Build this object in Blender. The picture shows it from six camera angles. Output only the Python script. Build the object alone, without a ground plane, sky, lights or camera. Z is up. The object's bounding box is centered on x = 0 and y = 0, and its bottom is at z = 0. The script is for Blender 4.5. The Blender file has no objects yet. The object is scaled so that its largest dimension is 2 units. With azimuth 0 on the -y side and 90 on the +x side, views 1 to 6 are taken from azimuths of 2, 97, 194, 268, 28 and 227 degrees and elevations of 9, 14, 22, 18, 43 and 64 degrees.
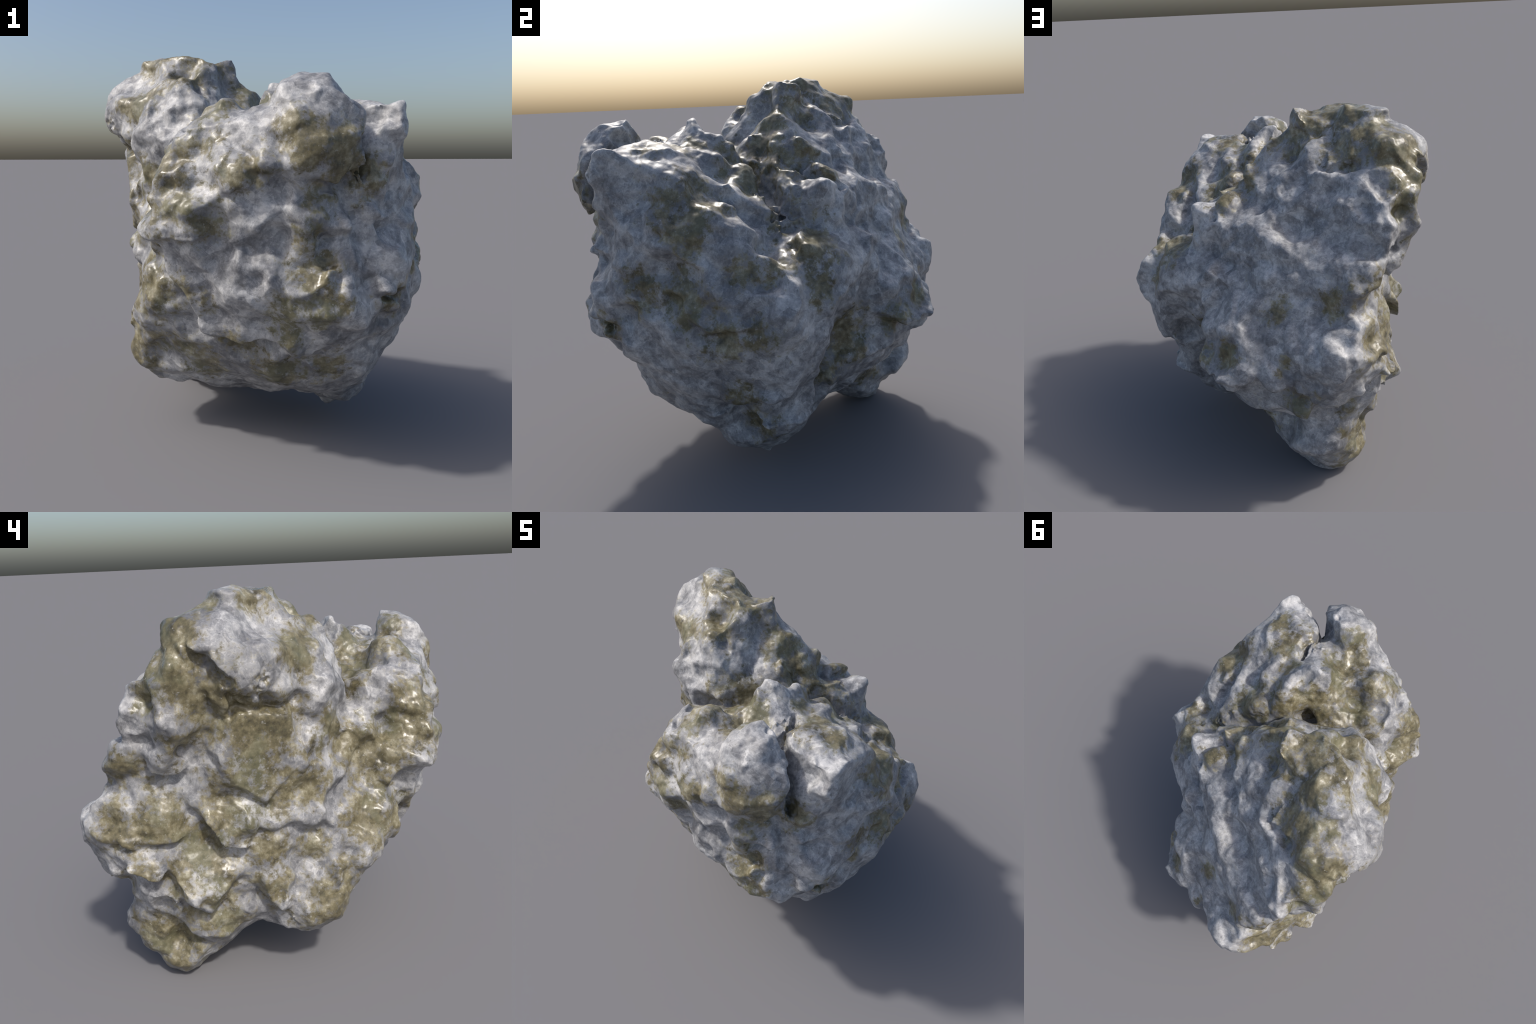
"""A weathered, cleft block of pale limestone with ochre and olive mineral patches."""
import bpy, math
import numpy as np

# ------------------------------------------------------------------ lofted masses
# Each mass: horizontal cross-sections (height, centre, radii at equal angles from +x).
MASS = [
    (0.20, (0, 0), [.55, .48, .40, .30, .28, .30, .44, .68, .80, .76, .56, .34, .24, .20, .18, .18, .18, .18, .20, .24, .27, .38, .48, .52]),
    (0.30, (0, 0), [.69, .64, .52, .42, .40, .45, .57, .78, .92, .86, .72, .58, .54, .56, .60, .56, .40, .36, .40, .46, .56, .64, .66, .66]),
    (0.42, (0, 0), [.75, .69, .60, .54, .56, .62, .69, .83, .91, .89, .77, .69, .69, .71, .71, .67, .54, .52, .58, .66, .72, .75, .72, .73]),
    (0.56, (0, 0), [.79, .78, .66, .60, .64, .74, .81, .92, .94, .95, .84, .73, .69, .71, .73, .73, .66, .66, .70, .78, .83, .83, .80, .79]),
    (0.70, (0, 0), [.83, .82, .72, .62, .64, .78, .89, .92, 1.00, 1.00, .84, .73, .69, .67, .69, .73, .73, .73, .79, .88, .91, .92, .85, .82]),
    (0.85, (0, 0), [.86, .86, .76, .66, .65, .78, .89, .92, 1.05, 1.02, .82, .76, .71, .67, .69, .75, .79, .80, .86, .94, .96, .96, .89, .86]),
    (1.00, (0, 0), [.84, .85, .75, .68, .66, .73, .89, .91, 1.03, 1.02, .86, .77, .71, .69, .70, .74, .82, .83, .90, .95, .96, .98, .90, .85]),
    (1.15, (0, 0), [.79, .73, .70, .66, .66, .67, .79, .82, .92, 1.02, .86, .80, .71, .67, .68, .72, .84, .88, .92, .95, .94, .95, .89, .83]),
    (1.30, (0, 0), [.71, .66, .54, .55, .60, .62, .67, .76, .86, .99, .90, .79, .71, .66, .65, .72, .82, .87, .93, .94, .92, .93, .85, .80]),
    (1.42, (0, 0), [.55, .49, .46, .48, .49, .46, .53, .62, .78, .92, .90, .74, .65, .60, .58, .62, .78, .86, .92, .94, .88, .90, .80, .70]),
]
BACK_PEAK = [
    (1.20, (-.38, .18), [.80, .78, .74, .65, .61, .66, .49, .44, .39, .38, .43, .50, .50, .47, .47, .57]),
    (1.32, (-.38, .18), [.80, .75, .64, .59, .58, .64, .58, .44, .38, .38, .43, .49, .53, .47, .47, .57]),
    (1.44, (-.38, .18), [.72, .64, .52, .48, .51, .55, .62, .47, .40, .37, .42, .52, .60, .64, .64, .66]),
    (1.54, (-.38, .18), [.60, .47, .38, .39, .45, .53, .62, .50, .45, .42, .41, .52, .55, .59, .57, .58]),
    (1.64, (-.38, .18), [.50, .37, .33, .31, .39, .48, .60, .51, .49, .43, .41, .50, .46, .47, .47, .49]),
    (1.74, (-.38, .18), [.35, .24, .22, .22, .26, .33, .49, .51, .50, .43, .42, .42, .40, .40, .39, .40]),
    (1.82, (-.38, .18), [.25, .18, .17, .15, .15, .26, .41, .47, .44, .40, .40, .34, .33, .31, .29, .32]),
    (1.90, (-.38, .18), [.20, .12, .08, .06, .07, .14, .22, .32, .30, .27, .28, .26, .27, .25, .24, .27]),
    (1.955, (-.38, .16), [.26, .14, .07, .06, .07, .09, .14, .23, .25, .24, .23, .20, .19, .16, .15, .20]),
]
FRONT_CROWN = [
    (1.15, (.25, -.50), [.50, .58, .69, .66, .60, .55, .55, .60, .72, .72, .57, .51, .41, .38, .40, .49]),
    (1.30, (.25, -.50), [.48, .56, .66, .58, .50, .46, .47, .52, .72, .70, .57, .51, .41, .38, .38, .48]),
    (1.42, (.25, -.50), [.43, .52, .60, .47, .42, .40, .41, .49, .70, .67, .52, .47, .47, .44, .42, .45]),
    (1.52, (.25, -.50), [.43, .48, .54, .42, .37, .35, .36, .44, .68, .65, .48, .44, .47, .44, .40, .45]),
    (1.62, (.25, -.50), [.42, .40, .44, .36, .31, .29, .30, .36, .50, .48, .43, .40, .42, .42, .36, .44]),
    (1.665, (.25, -.50), [.36, .32, .36, .30, .25, .23, .24, .28, .30, .28, .34, .38, .38, .36, .30, .36]),
]
BACK_FOOT = [
    (0.03, (-.36, .50), [.18, .14, .12, .13, .15, .14, .14, .14, .12, .14, .16, .16]),
    (0.10, (-.36, .50), [.26, .22, .20, .20, .20, .22, .21, .21, .20, .22, .24, .24]),
    (0.20, (-.36, .50), [.33, .27, .28, .28, .29, .27, .24, .26, .28, .30, .30, .32]),
    (0.32, (-.36, .50), [.43, .34, .33, .33, .33, .31, .28, .34, .38, .40, .40, .42]),
]
FRONT_FOOT = [
    (0.07, (.41, .05), [.04, .03, .04, .05, .07, .08, .09, .10, .16, .18, .12, .08]),
    (0.14, (.42, .05), [.10, .08, .09, .12, .14, .18, .20, .20, .26, .28, .20, .15]),
    (0.24, (.43, .06), [.23, .18, .18, .20, .28, .36, .36, .32, .32, .32, .26, .25]),
    (0.34, (.44, .06), [.33, .28, .24, .26, .40, .48, .50, .52, .52, .48, .38, .32]),
]

STEP = 0.0145


def spokes(radii, n=360):
    """Periodic Catmull-Rom through the spoke radii, resampled to n angles."""
    r = np.asarray(radii, float)
    k = len(r)
    t = np.arange(n) * k / n
    i = np.floor(t).astype(int)
    f = t - i
    p0, p1, p2, p3 = (r[(i + o) % k] for o in (-1, 0, 1, 2))
    return p1 + .5 * f * (p2 - p0 + f * (2 * p0 - 5 * p1 + 4 * p2 - p3 + f * (3 * (p1 - p2) + p3 - p0)))


def loft_field(sections, zs, X, Y, cap_low=2.2, cap_high=2.2):
    """Signed radial distance to a loft through horizontal cross-sections."""
    h = np.array([s[0] for s in sections])
    c = np.array([s[1] for s in sections], float)
    R = np.array([spokes(s[2]) for s in sections])
    out = np.empty((len(zs),) + X.shape, np.float32)
    for n, z in enumerate(zs):
        zc = min(max(z, h[0]), h[-1])
        i = min(max(int(np.searchsorted(h, zc)) - 1, 0), len(h) - 2)
        f = (zc - h[i]) / (h[i + 1] - h[i])
        d0 = (R[i + 1] - R[max(i - 1, 0)]) / (h[i + 1] - h[max(i - 1, 0)]) * (h[i + 1] - h[i])
        j = min(i + 2, len(h) - 1)
        d1 = (R[j] - R[i]) / (h[j] - h[i]) * (h[i + 1] - h[i])
        row = (2*f**3 - 3*f*f + 1) * R[i] + (f**3 - 2*f*f + f) * d0 + (3*f*f - 2*f**3) * R[i + 1] + (f**3 - f*f) * d1
        cx, cy = c[i] * (1 - f) + c[i + 1] * f
        under, above = max(h[0] - z, 0), max(z - h[-1], 0)
        over = under * cap_low + 6 * under ** 2 + above * cap_high
        dx, dy = X - cx, Y - cy
        a = np.degrees(np.arctan2(dy, dx)) % 360
        k = np.floor(a).astype(int) % 360
        w = a - np.floor(a)
        out[n] = (np.hypot(dx, dy) - (row[k] * (1 - w) + row[(k + 1) % 360] * w) + over) * .8
    return out


def smin(a, b, k):
    h = np.maximum(k - np.abs(a - b), 0) / k
    return np.minimum(a, b) - h * h * k * .25


def smax(a, b, k):
    return -smin(-a, -b, k)


def unit(v):
    v = np.asarray(v, float)
    return v / np.linalg.norm(v)


class Stone:
    """A solid described by a distance field on a grid, shaped by adding and cutting pieces."""

    def __init__(self, low, high, step):
        self.ax = [np.arange(a, b, step) for a, b in zip(low, high)]
        self.step, self.low = step, np.array(low)
        self.d = np.full(tuple(len(a) for a in self.ax[::-1]), 1.0, np.float32)  # z, y, x

    def loft(self, sections, k=.06, **caps):
        X, Y = np.meshgrid(self.ax[0], self.ax[1])
        self.d = smin(self.d, loft_field(sections, self.ax[2], X, Y, **caps), k)

    def window(self, low, high):
        return tuple(slice(max(np.searchsorted(a, lo) - 1, 0), np.searchsorted(a, hi) + 1) for a, lo, hi in zip(self.ax[::-1], low[::-1], high[::-1]))

    def grid(self, w):
        Z, Y, X = np.meshgrid(self.ax[2][w[0]], self.ax[1][w[1]], self.ax[0][w[2]], indexing="ij")
        return X, Y, Z

    def apply(self, lo, hi, fn, k, cut):
        w = self.window(np.asarray(lo), np.asarray(hi))
        v = fn(*self.grid(w)).astype(np.float32)
        self.d[w] = smax(self.d[w], -v, k) if cut else smin(self.d[w], v, k)

    def lump(self, centre, size, yaw=0, pitch=0, roll=0, k=.06, cut=False, square=2.6, out=None, along=None):
        """A rounded, slightly boxy boulder (superellipsoid)."""
        c, s = np.array(centre, float), np.array(size, float)
        M = rotation(yaw, pitch, roll)
        if out is not None:  # size is then (along, across, outwards)
            w, a = unit(out), unit(along)
            M = np.stack([a, np.cross(w, a), w], 1)
        reach = np.linalg.norm(s) + k + .03

        def field(X, Y, Z):
            q = [np.abs((X - c[0]) * M[0, i] + (Y - c[1]) * M[1, i] + (Z - c[2]) * M[2, i]) / s[i] for i in range(3)]
            return (sum(a ** square for a in q) ** (1 / square) - 1) * s.min()
        self.apply(c - reach, c + reach, field, k, cut)

    def channel(self, path, radius, k=.05, cut=True, squash=1.0):
        """A tube along a path; radius is one number or one per point."""
        P = np.array(path, float)
        r = np.broadcast_to(np.asarray(radius, float), (len(P),))
        reach = r.max() + k + .03

        def field(X, Y, Z):
            best = None
            for a, b, ra, rb in zip(P[:-1], P[1:], r[:-1], r[1:]):
                ab = b - a
                t = np.clip(((X - a[0]) * ab[0] + (Y - a[1]) * ab[1] + (Z - a[2]) * ab[2]) / (ab @ ab), 0, 1)
                v = np.sqrt((X - a[0] - t*ab[0])**2 + (Y - a[1] - t*ab[1])**2 + ((Z - a[2] - t*ab[2]) / squash)**2) - (ra + t * (rb - ra))
                best = v if best is None else np.minimum(best, v)
            return best
        self.apply(P.min(0) - reach, P.max(0) + reach, field, k, cut)

    def gash(self, floor, out, open_left, open_right, k=.04, depth=2.0):
        """A V-shaped cleft: floor is the line of its bottom, out the direction in which it opens,
        open_left / open_right how fast each wall leans away from the middle."""
        P, o = np.array(floor, float), unit(out)

        def field(X, Y, Z):
            best = None
            for a, b in zip(P[:-1], P[1:]):
                ab = b - a
                flat = ab - o * (ab @ o)
                L = np.linalg.norm(flat)
                e = flat / L
                side = np.cross(o, e)
                along = (X - a[0]) * e[0] + (Y - a[1]) * e[1] + (Z - a[2]) * e[2]
                s = (X - a[0]) * side[0] + (Y - a[1]) * side[1] + (Z - a[2]) * side[2]
                u = (X - a[0]) * o[0] + (Y - a[1]) * o[1] + (Z - a[2]) * o[2] - along * (ab @ o) / L
                wall = np.maximum(s - open_left * u, -s - open_right * u) / math.hypot(1, max(open_left, open_right))
                v = np.maximum(np.maximum(wall, np.maximum(-along, along - L) - .03), u - depth)
                best = v if best is None else np.minimum(best, v)
            return best
        pad = .75
        self.apply(P.min(0) - pad, P.max(0) + pad, field, k, True)

    def surface(self):
        """Surface nets: one vertex per cell that the surface passes through."""
        d = self.d
        d[0] = d[-1] = 1
        inside = d < 0
        nz, ny, nx = d.shape
        cells = np.zeros((nz - 1, ny - 1, nx - 1), np.uint8)
        corners = [(a, b, c) for a in (0, 1) for b in (0, 1) for c in (0, 1)]
        view = lambda A, o: A[o[0]:nz - 1 + o[0], o[1]:ny - 1 + o[1], o[2]:nx - 1 + o[2]]
        for o in corners:
            cells += view(inside, o)
        mixed = (cells > 0) & (cells < 8)
        kz, ky, kx = np.nonzero(mixed)
        index = np.full(mixed.shape, -1, np.int64)
        index[kz, ky, kx] = np.arange(len(kz))
        val = {o: d[kz + o[0], ky + o[1], kx + o[2]] for o in corners}
        total, count = np.zeros((len(kz), 3)), np.zeros(len(kz))
        for o in corners:
            for axis in range(3):
                if o[axis]:
                    continue
                p = tuple(1 if i == axis else v for i, v in enumerate(o))
                a, b = val[o], val[p]
                m = (a < 0) != (b < 0)
                t = np.where(m, a / np.where(m, a - b, 1), 0)
                at = np.array(o, float)[None, :].repeat(len(kz), 0)
                at[:, axis] += t
                total += at * m[:, None]
                count += m
        v = (np.stack([kz, ky, kx], 1) + total / count[:, None])[:, ::-1] * self.step + self.low
        quads = []
        for axis in range(3):
            sl_a = tuple(slice(0, -1) if i == axis else slice(1, -1) for i in range(3))
            sl_b = tuple(slice(1, None) if i == axis else slice(1, -1) for i in range(3))
            A, B = inside[sl_a], inside[sl_b]
            e, f = [i for i in range(3) if i != axis]
            for first, flip in ((A & ~B, False), (B & ~A, True)):
                q = np.stack(np.nonzero(first), 1)
                q = q + np.array([0 if i == axis else 1 for i in range(3)])
                ring = []
                for de, df in ((1, 1), (0, 1), (0, 0), (1, 0)):
                    c = q.copy()
                    c[:, e] -= de
                    c[:, f] -= df
                    ring.append(index[c[:, 0], c[:, 1], c[:, 2]])
                ring = np.stack(ring, 1)
                if flip != (axis == 1):
                    ring = ring[:, ::-1]
                quads.append(ring)
        quads = np.concatenate(quads)[:, ::-1]
        return v, quads


def rotation(yaw, pitch, roll):
    a, b, c = (math.radians(t) for t in (yaw, pitch, roll))
    Rz = np.array([[math.cos(a), -math.sin(a), 0], [math.sin(a), math.cos(a), 0], [0, 0, 1]])
    Ry = np.array([[math.cos(b), 0, math.sin(b)], [0, 1, 0], [-math.sin(b), 0, math.cos(b)]])
    Rx = np.array([[1, 0, 0], [0, math.cos(c), -math.sin(c)], [0, math.sin(c), math.cos(c)]])
    return Rz @ Ry @ Rx


# ------------------------------------------------------------------ noise on points
def hashed(i, j, k, seed):
    n = (i.astype(np.int64) * 374761393 + j.astype(np.int64) * 668265263 + k.astype(np.int64) * 2147483647 + seed * 974711) & 0xFFFFFFFF
    n = ((n ^ (n >> 13)) * 1274126177) & 0xFFFFFFFF
    n = ((n ^ (n >> 15)) * 2246822519) & 0xFFFFFFFF
    return ((n ^ (n >> 16)) & 0xFFFFFF) / float(0x1000000)


def smooth_noise(p, scale, seed):
    q = p / scale
    i = np.floor(q).astype(np.int64)
    f = q - i
    w = f * f * f * (f * (f * 6 - 15) + 10)
    out = 0
    for a in (0, 1):
        for b in (0, 1):
            for c in (0, 1):
                g = [hashed(i[:, 0] + a, i[:, 1] + b, i[:, 2] + c, seed + 7 * m) * 2 - 1 for m in range(3)]
                dot = g[0] * (f[:, 0] - a) + g[1] * (f[:, 1] - b) + g[2] * (f[:, 2] - c)
                wt = (w[:, 0] if a else 1 - w[:, 0]) * (w[:, 1] if b else 1 - w[:, 1]) * (w[:, 2] if c else 1 - w[:, 2])
                out = out + dot * wt
    return out * 1.4


def cells(p, scale, seed, stretch=(1, 1, 1)):
    """Distances to the nearest and second nearest feature point."""
    q = p / (scale * np.asarray(stretch))
    i = np.floor(q).astype(np.int64)
    f1 = np.full(len(p), 9.0)
    f2 = np.full(len(p), 9.0)
    for a in (-1, 0, 1):
        for b in (-1, 0, 1):
            for c in (-1, 0, 1):
                u, v, w = i[:, 0] + a, i[:, 1] + b, i[:, 2] + c
                dx = u + hashed(u, v, w, seed) - q[:, 0]
                dy = v + hashed(u, v, w, seed + 11) - q[:, 1]
                dz = w + hashed(u, v, w, seed + 23) - q[:, 2]
                dist = np.sqrt(dx*dx + dy*dy + dz*dz)
                f2 = np.minimum(f2, np.maximum(f1, dist))
                f1 = np.minimum(f1, dist)
    return f1, f2


# ------------------------------------------------------------------ relief
# Every lump, hollow, ridge, crease, broken ledge and flat fracture face that can be told apart:
# (kind, path on the surface, reach in metres, height in metres).
# broad swells and hollows of the whole mass
SWELL = [
    ("hollow", [(-0.134, 0.770, 1.222)], 0.410, -0.070),
    ("hollow", [(-0.280, 0.566, 1.539)], 0.300, -0.035),
    ("hollow", [(-0.069, 0.923, 1.008)], 0.265, -0.060),
    ("hollow", [(-0.238, 0.812, 0.448)], 0.148, -0.040),
    ("hollow", [(-0.581, 0.574, 0.378)], 0.134, -0.032),
    ("hollow", [(-0.465, 0.448, 1.747)], 0.132, -0.043),
    ("hollow", [(-0.783, 0.625, 1.573)], 0.096, -0.055),
    ("hollow", [(0.506, 0.325, 0.668)], 0.123, -0.054),
    ("swell", [(-0.506, 0.752, 1.053)], 0.115, 0.055),
    ("swell", [(-0.818, 0.199, 1.783)], 0.097, 0.028),
    ("swell", [(0.513, 0.276, 0.388)], 0.103, 0.037),
    ("hollow", [(0.148, 0.641, 1.254)], 0.360, -0.065),
    ("hollow", [(0.466, -0.197, 1.634)], 0.133, -0.055),
    ("hollow", [(0.620, 0.075, 1.325)], 0.196, -0.055),
    ("swell", [(0.204, -0.747, 1.743)], 0.131, 0.030),
    ("swell", [(-0.503, 0.871, 0.955)], 0.124, 0.048),
    ("hollow", [(0.046, -0.912, 1.205)], 0.213, -0.055),
    ("hollow", [(0.666, -0.703, 1.260)], 0.204, -0.055),
    ("hollow", [(0.633, -0.752, 0.768)], 0.141, -0.044),
    ("hollow", [(0.762, -0.126, 0.518)], 0.221, -0.032),
    ("swell", [(-0.284, -0.072, 1.817)], 0.147, 0.055),
    ("swell", [(0.587, -0.148, 1.541)], 0.154, 0.028),
    ("swell", [(0.438, -0.839, 0.775)], 0.090, 0.044),
    ("swell", [(-0.124, -0.838, 1.422)], 0.087, 0.046),
    ("hollow", [(0.176, -0.687, 0.440)], 0.160, -0.021),
    ("hollow", [(0.126, 0.549, 1.380)], 0.193, -0.028),
    ("hollow", [(0.593, -0.177, 1.546)], 0.181, -0.054),
    ("hollow", [(0.780, -0.012, 0.564)], 0.186, -0.032),
    ("hollow", [(0.022, -0.576, 1.660)], 0.121, -0.039),
    ("swell", [(0.724, -0.286, 1.368)], 0.216, 0.030),
    ("swell", [(0.252, 0.197, 1.407)], 0.184, 0.055),
    ("hollow", [(-0.426, 0.669, 1.434)], 0.183, -0.053),
    ("hollow", [(-0.665, 0.624, 1.623)], 0.138, -0.034),
    ("hollow", [(-0.779, 0.502, 1.258)], 0.191, -0.054),
    ("hollow", [(-0.753, 0.472, 0.618)], 0.179, -0.040),
    ("hollow", [(-0.681, 0.043, 0.447)], 0.179, -0.050),
    ("hollow", [(-0.589, 0.568, 0.239)], 0.148, -0.055),
    ("hollow", [(-0.424, -0.541, 1.334)], 0.125, -0.055),
    ("hollow", [(-0.798, 0.477, 1.836)], 0.077, -0.055),
    ("hollow", [(-0.636, -0.102, 0.879)], 0.143, -0.039),
    ("swell", [(-0.797, 0.252, 1.800)], 0.125, 0.055),
    ("hollow", [(-0.666, 0.021, 1.851)], 0.172, -0.052),
    ("hollow", [(-0.447, -0.400, 1.410)], 0.131, -0.052),
    ("hollow", [(-0.531, -0.389, 1.121)], 0.232, -0.045),
    ("hollow", [(-0.746, 0.379, 0.590)], 0.173, -0.055),
    ("hollow", [(-0.158, -0.836, 1.056)], 0.132, -0.028),
    ("hollow", [(-0.275, -0.499, 1.621)], 0.102, -0.055),
    ("swell", [(-0.532, -0.437, 0.637)], 0.166, 0.051),
    ("swell", [(-0.198, -0.844, 1.389)], 0.123, 0.041),
    ("hollow", [(-0.655, -0.070, 1.822)], 0.195, -0.055),
    ("hollow", [(-0.526, -0.315, 1.287)], 0.219, -0.050),
    ("hollow", [(-0.582, -0.387, 1.019)], 0.189, -0.028),
    ("hollow", [(-0.182, -0.473, 1.679)], 0.117, -0.055),
    ("hollow", [(0.384, -0.281, 1.703)], 0.172, -0.055),
    ("hollow", [(0.544, -0.698, 1.619)], 0.084, -0.055),
    ("hollow", [(0.237, -0.960, 0.903)], 0.137, -0.042),
    ("swell", [(0.202, -0.673, 1.693)], 0.116, 0.037),
    ("swell", [(-0.210, -0.825, 1.268)], 0.171, 0.052),
    ("hollow", [(0.651, -0.698, 0.854)], 0.118, -0.046),
    ("hollow", [(-0.452, -0.292, 1.652)], 0.137, -0.055),
    ("hollow", [(0.605, -0.082, 1.520)], 0.100, -0.028),
    ("swell", [(-0.268, -0.056, 1.705)], 0.218, 0.055),
    ("swell", [(0.481, -0.704, 1.508)], 0.112, 0.028),
    ("swell", [(0.105, -0.706, 0.534)], 0.101, 0.053),
]
BROAD_TWO = [
    ("hollow", [(0.012, -0.916, 1.294)], 0.130, -0.030),
    ("hollow", [(0.003, -0.868, 1.064)], 0.115, -0.038),
    ("hollow", [(0.658, -0.139, 0.363)], 0.206, -0.042),
    ("hollow", [(0.221, -0.683, 0.507)], 0.178, -0.025),
    ("swell", [(0.548, -0.745, 0.861)], 0.178, 0.025),
    ("swell", [(0.811, 0.058, 1.028)], 0.100, 0.031),
    ("swell", [(0.044, -0.931, 1.448)], 0.073, 0.026),
    ("hollow", [(0.227, 0.525, 1.240)], 0.128, -0.033),
    ("hollow", [(-0.167, 0.583, 1.420)], 0.136, -0.025),
    ("hollow", [(0.537, -0.015, 1.386)], 0.152, -0.045),
    ("hollow", [(0.595, -0.145, 1.514)], 0.128, -0.050),
    ("hollow", [(0.404, 0.235, 1.349)], 0.140, -0.050),
    ("hollow", [(0.680, 0.005, 0.389)], 0.174, -0.034),
    ("hollow", [(0.262, -0.620, 1.706)], 0.122, -0.039),
    ("swell", [(0.423, -0.777, 1.312)], 0.077, 0.027),
    ("hollow", [(-0.025, -0.397, 1.645)], 0.133, -0.038),
    ("hollow", [(-0.235, 0.572, 1.444)], 0.131, -0.042),
    ("hollow", [(-0.379, 0.516, 1.628)], 0.098, -0.044),
    ("hollow", [(-0.241, 0.140, 1.958)], 0.074, -0.035),
    ("hollow", [(-0.139, 0.718, 0.370)], 0.154, -0.039),
    ("hollow", [(0.160, 0.662, 0.481)], 0.130, -0.033),
    ("hollow", [(-0.584, 0.713, 0.333)], 0.111, -0.046),
    ("hollow", [(-0.789, 0.653, 1.489)], 0.087, -0.034),
    ("hollow", [(-0.078, 0.793, 0.983)], 0.111, -0.050),
    ("hollow", [(-0.411, 0.529, 1.687)], 0.084, -0.040),
    ("hollow", [(-0.024, 0.414, 1.502)], 0.091, -0.035),
    ("swell", [(-0.450, 0.669, 0.133)], 0.115, 0.025),
    ("swell", [(-0.461, 0.743, 1.089)], 0.107, 0.050),
    ("swell", [(0.215, 0.757, 0.731)], 0.078, 0.020),
    ("hollow", [(-0.267, 0.527, 1.494)], 0.156, -0.025),
    ("hollow", [(-0.776, 0.404, 1.282)], 0.115, -0.050),
    ("hollow", [(-0.708, 0.622, 1.146)], 0.104, -0.044),
    ("hollow", [(-0.679, 0.414, 0.493)], 0.167, -0.050),
    ("hollow", [(-0.550, 0.542, 0.255)], 0.141, -0.045),
    ("hollow", [(-0.634, -0.119, 0.676)], 0.134, -0.045),
    ("swell", [(-0.619, -0.204, 1.469)], 0.102, 0.027),
    ("swell", [(-0.711, 0.207, 1.010)], 0.075, 0.035),
    ("swell", [(-0.371, 0.742, 1.103)], 0.074, 0.023),
    ("swell", [(-0.787, 0.433, 1.676)], 0.069, 0.040),
    ("hollow", [(-0.778, 0.344, 1.329)], 0.162, -0.055),
    ("hollow", [(-0.810, 0.538, 1.366)], 0.096, -0.020),
    ("hollow", [(-0.191, -0.529, 1.660)], 0.113, -0.037),
    ("hollow", [(-0.468, -0.432, 1.173)], 0.116, -0.041),
    ("swell", [(-0.542, -0.369, 0.531)], 0.138, 0.025),
    ("hollow", [(-0.774, 0.089, 1.822)], 0.068, -0.040),
    ("swell", [(-0.212, -0.817, 1.350)], 0.076, 0.033),
    ("hollow", [(-0.116, -0.476, 1.639)], 0.118, -0.047),
    ("swell", [(-0.208, -0.826, 1.308)], 0.122, 0.048),
    ("swell", [(-0.378, -0.072, 1.807)], 0.082, 0.040),
    ("hollow", [(-0.147, -0.888, 1.193)], 0.120, -0.030),
    ("hollow", [(0.133, -0.901, 1.126)], 0.107, -0.039),
    ("hollow", [(0.591, -0.728, 1.173)], 0.096, -0.046),
    ("swell", [(-0.269, -0.785, 1.363)], 0.085, 0.038),
    ("swell", [(-0.479, -0.328, 0.366)], 0.095, 0.019),
]
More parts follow.
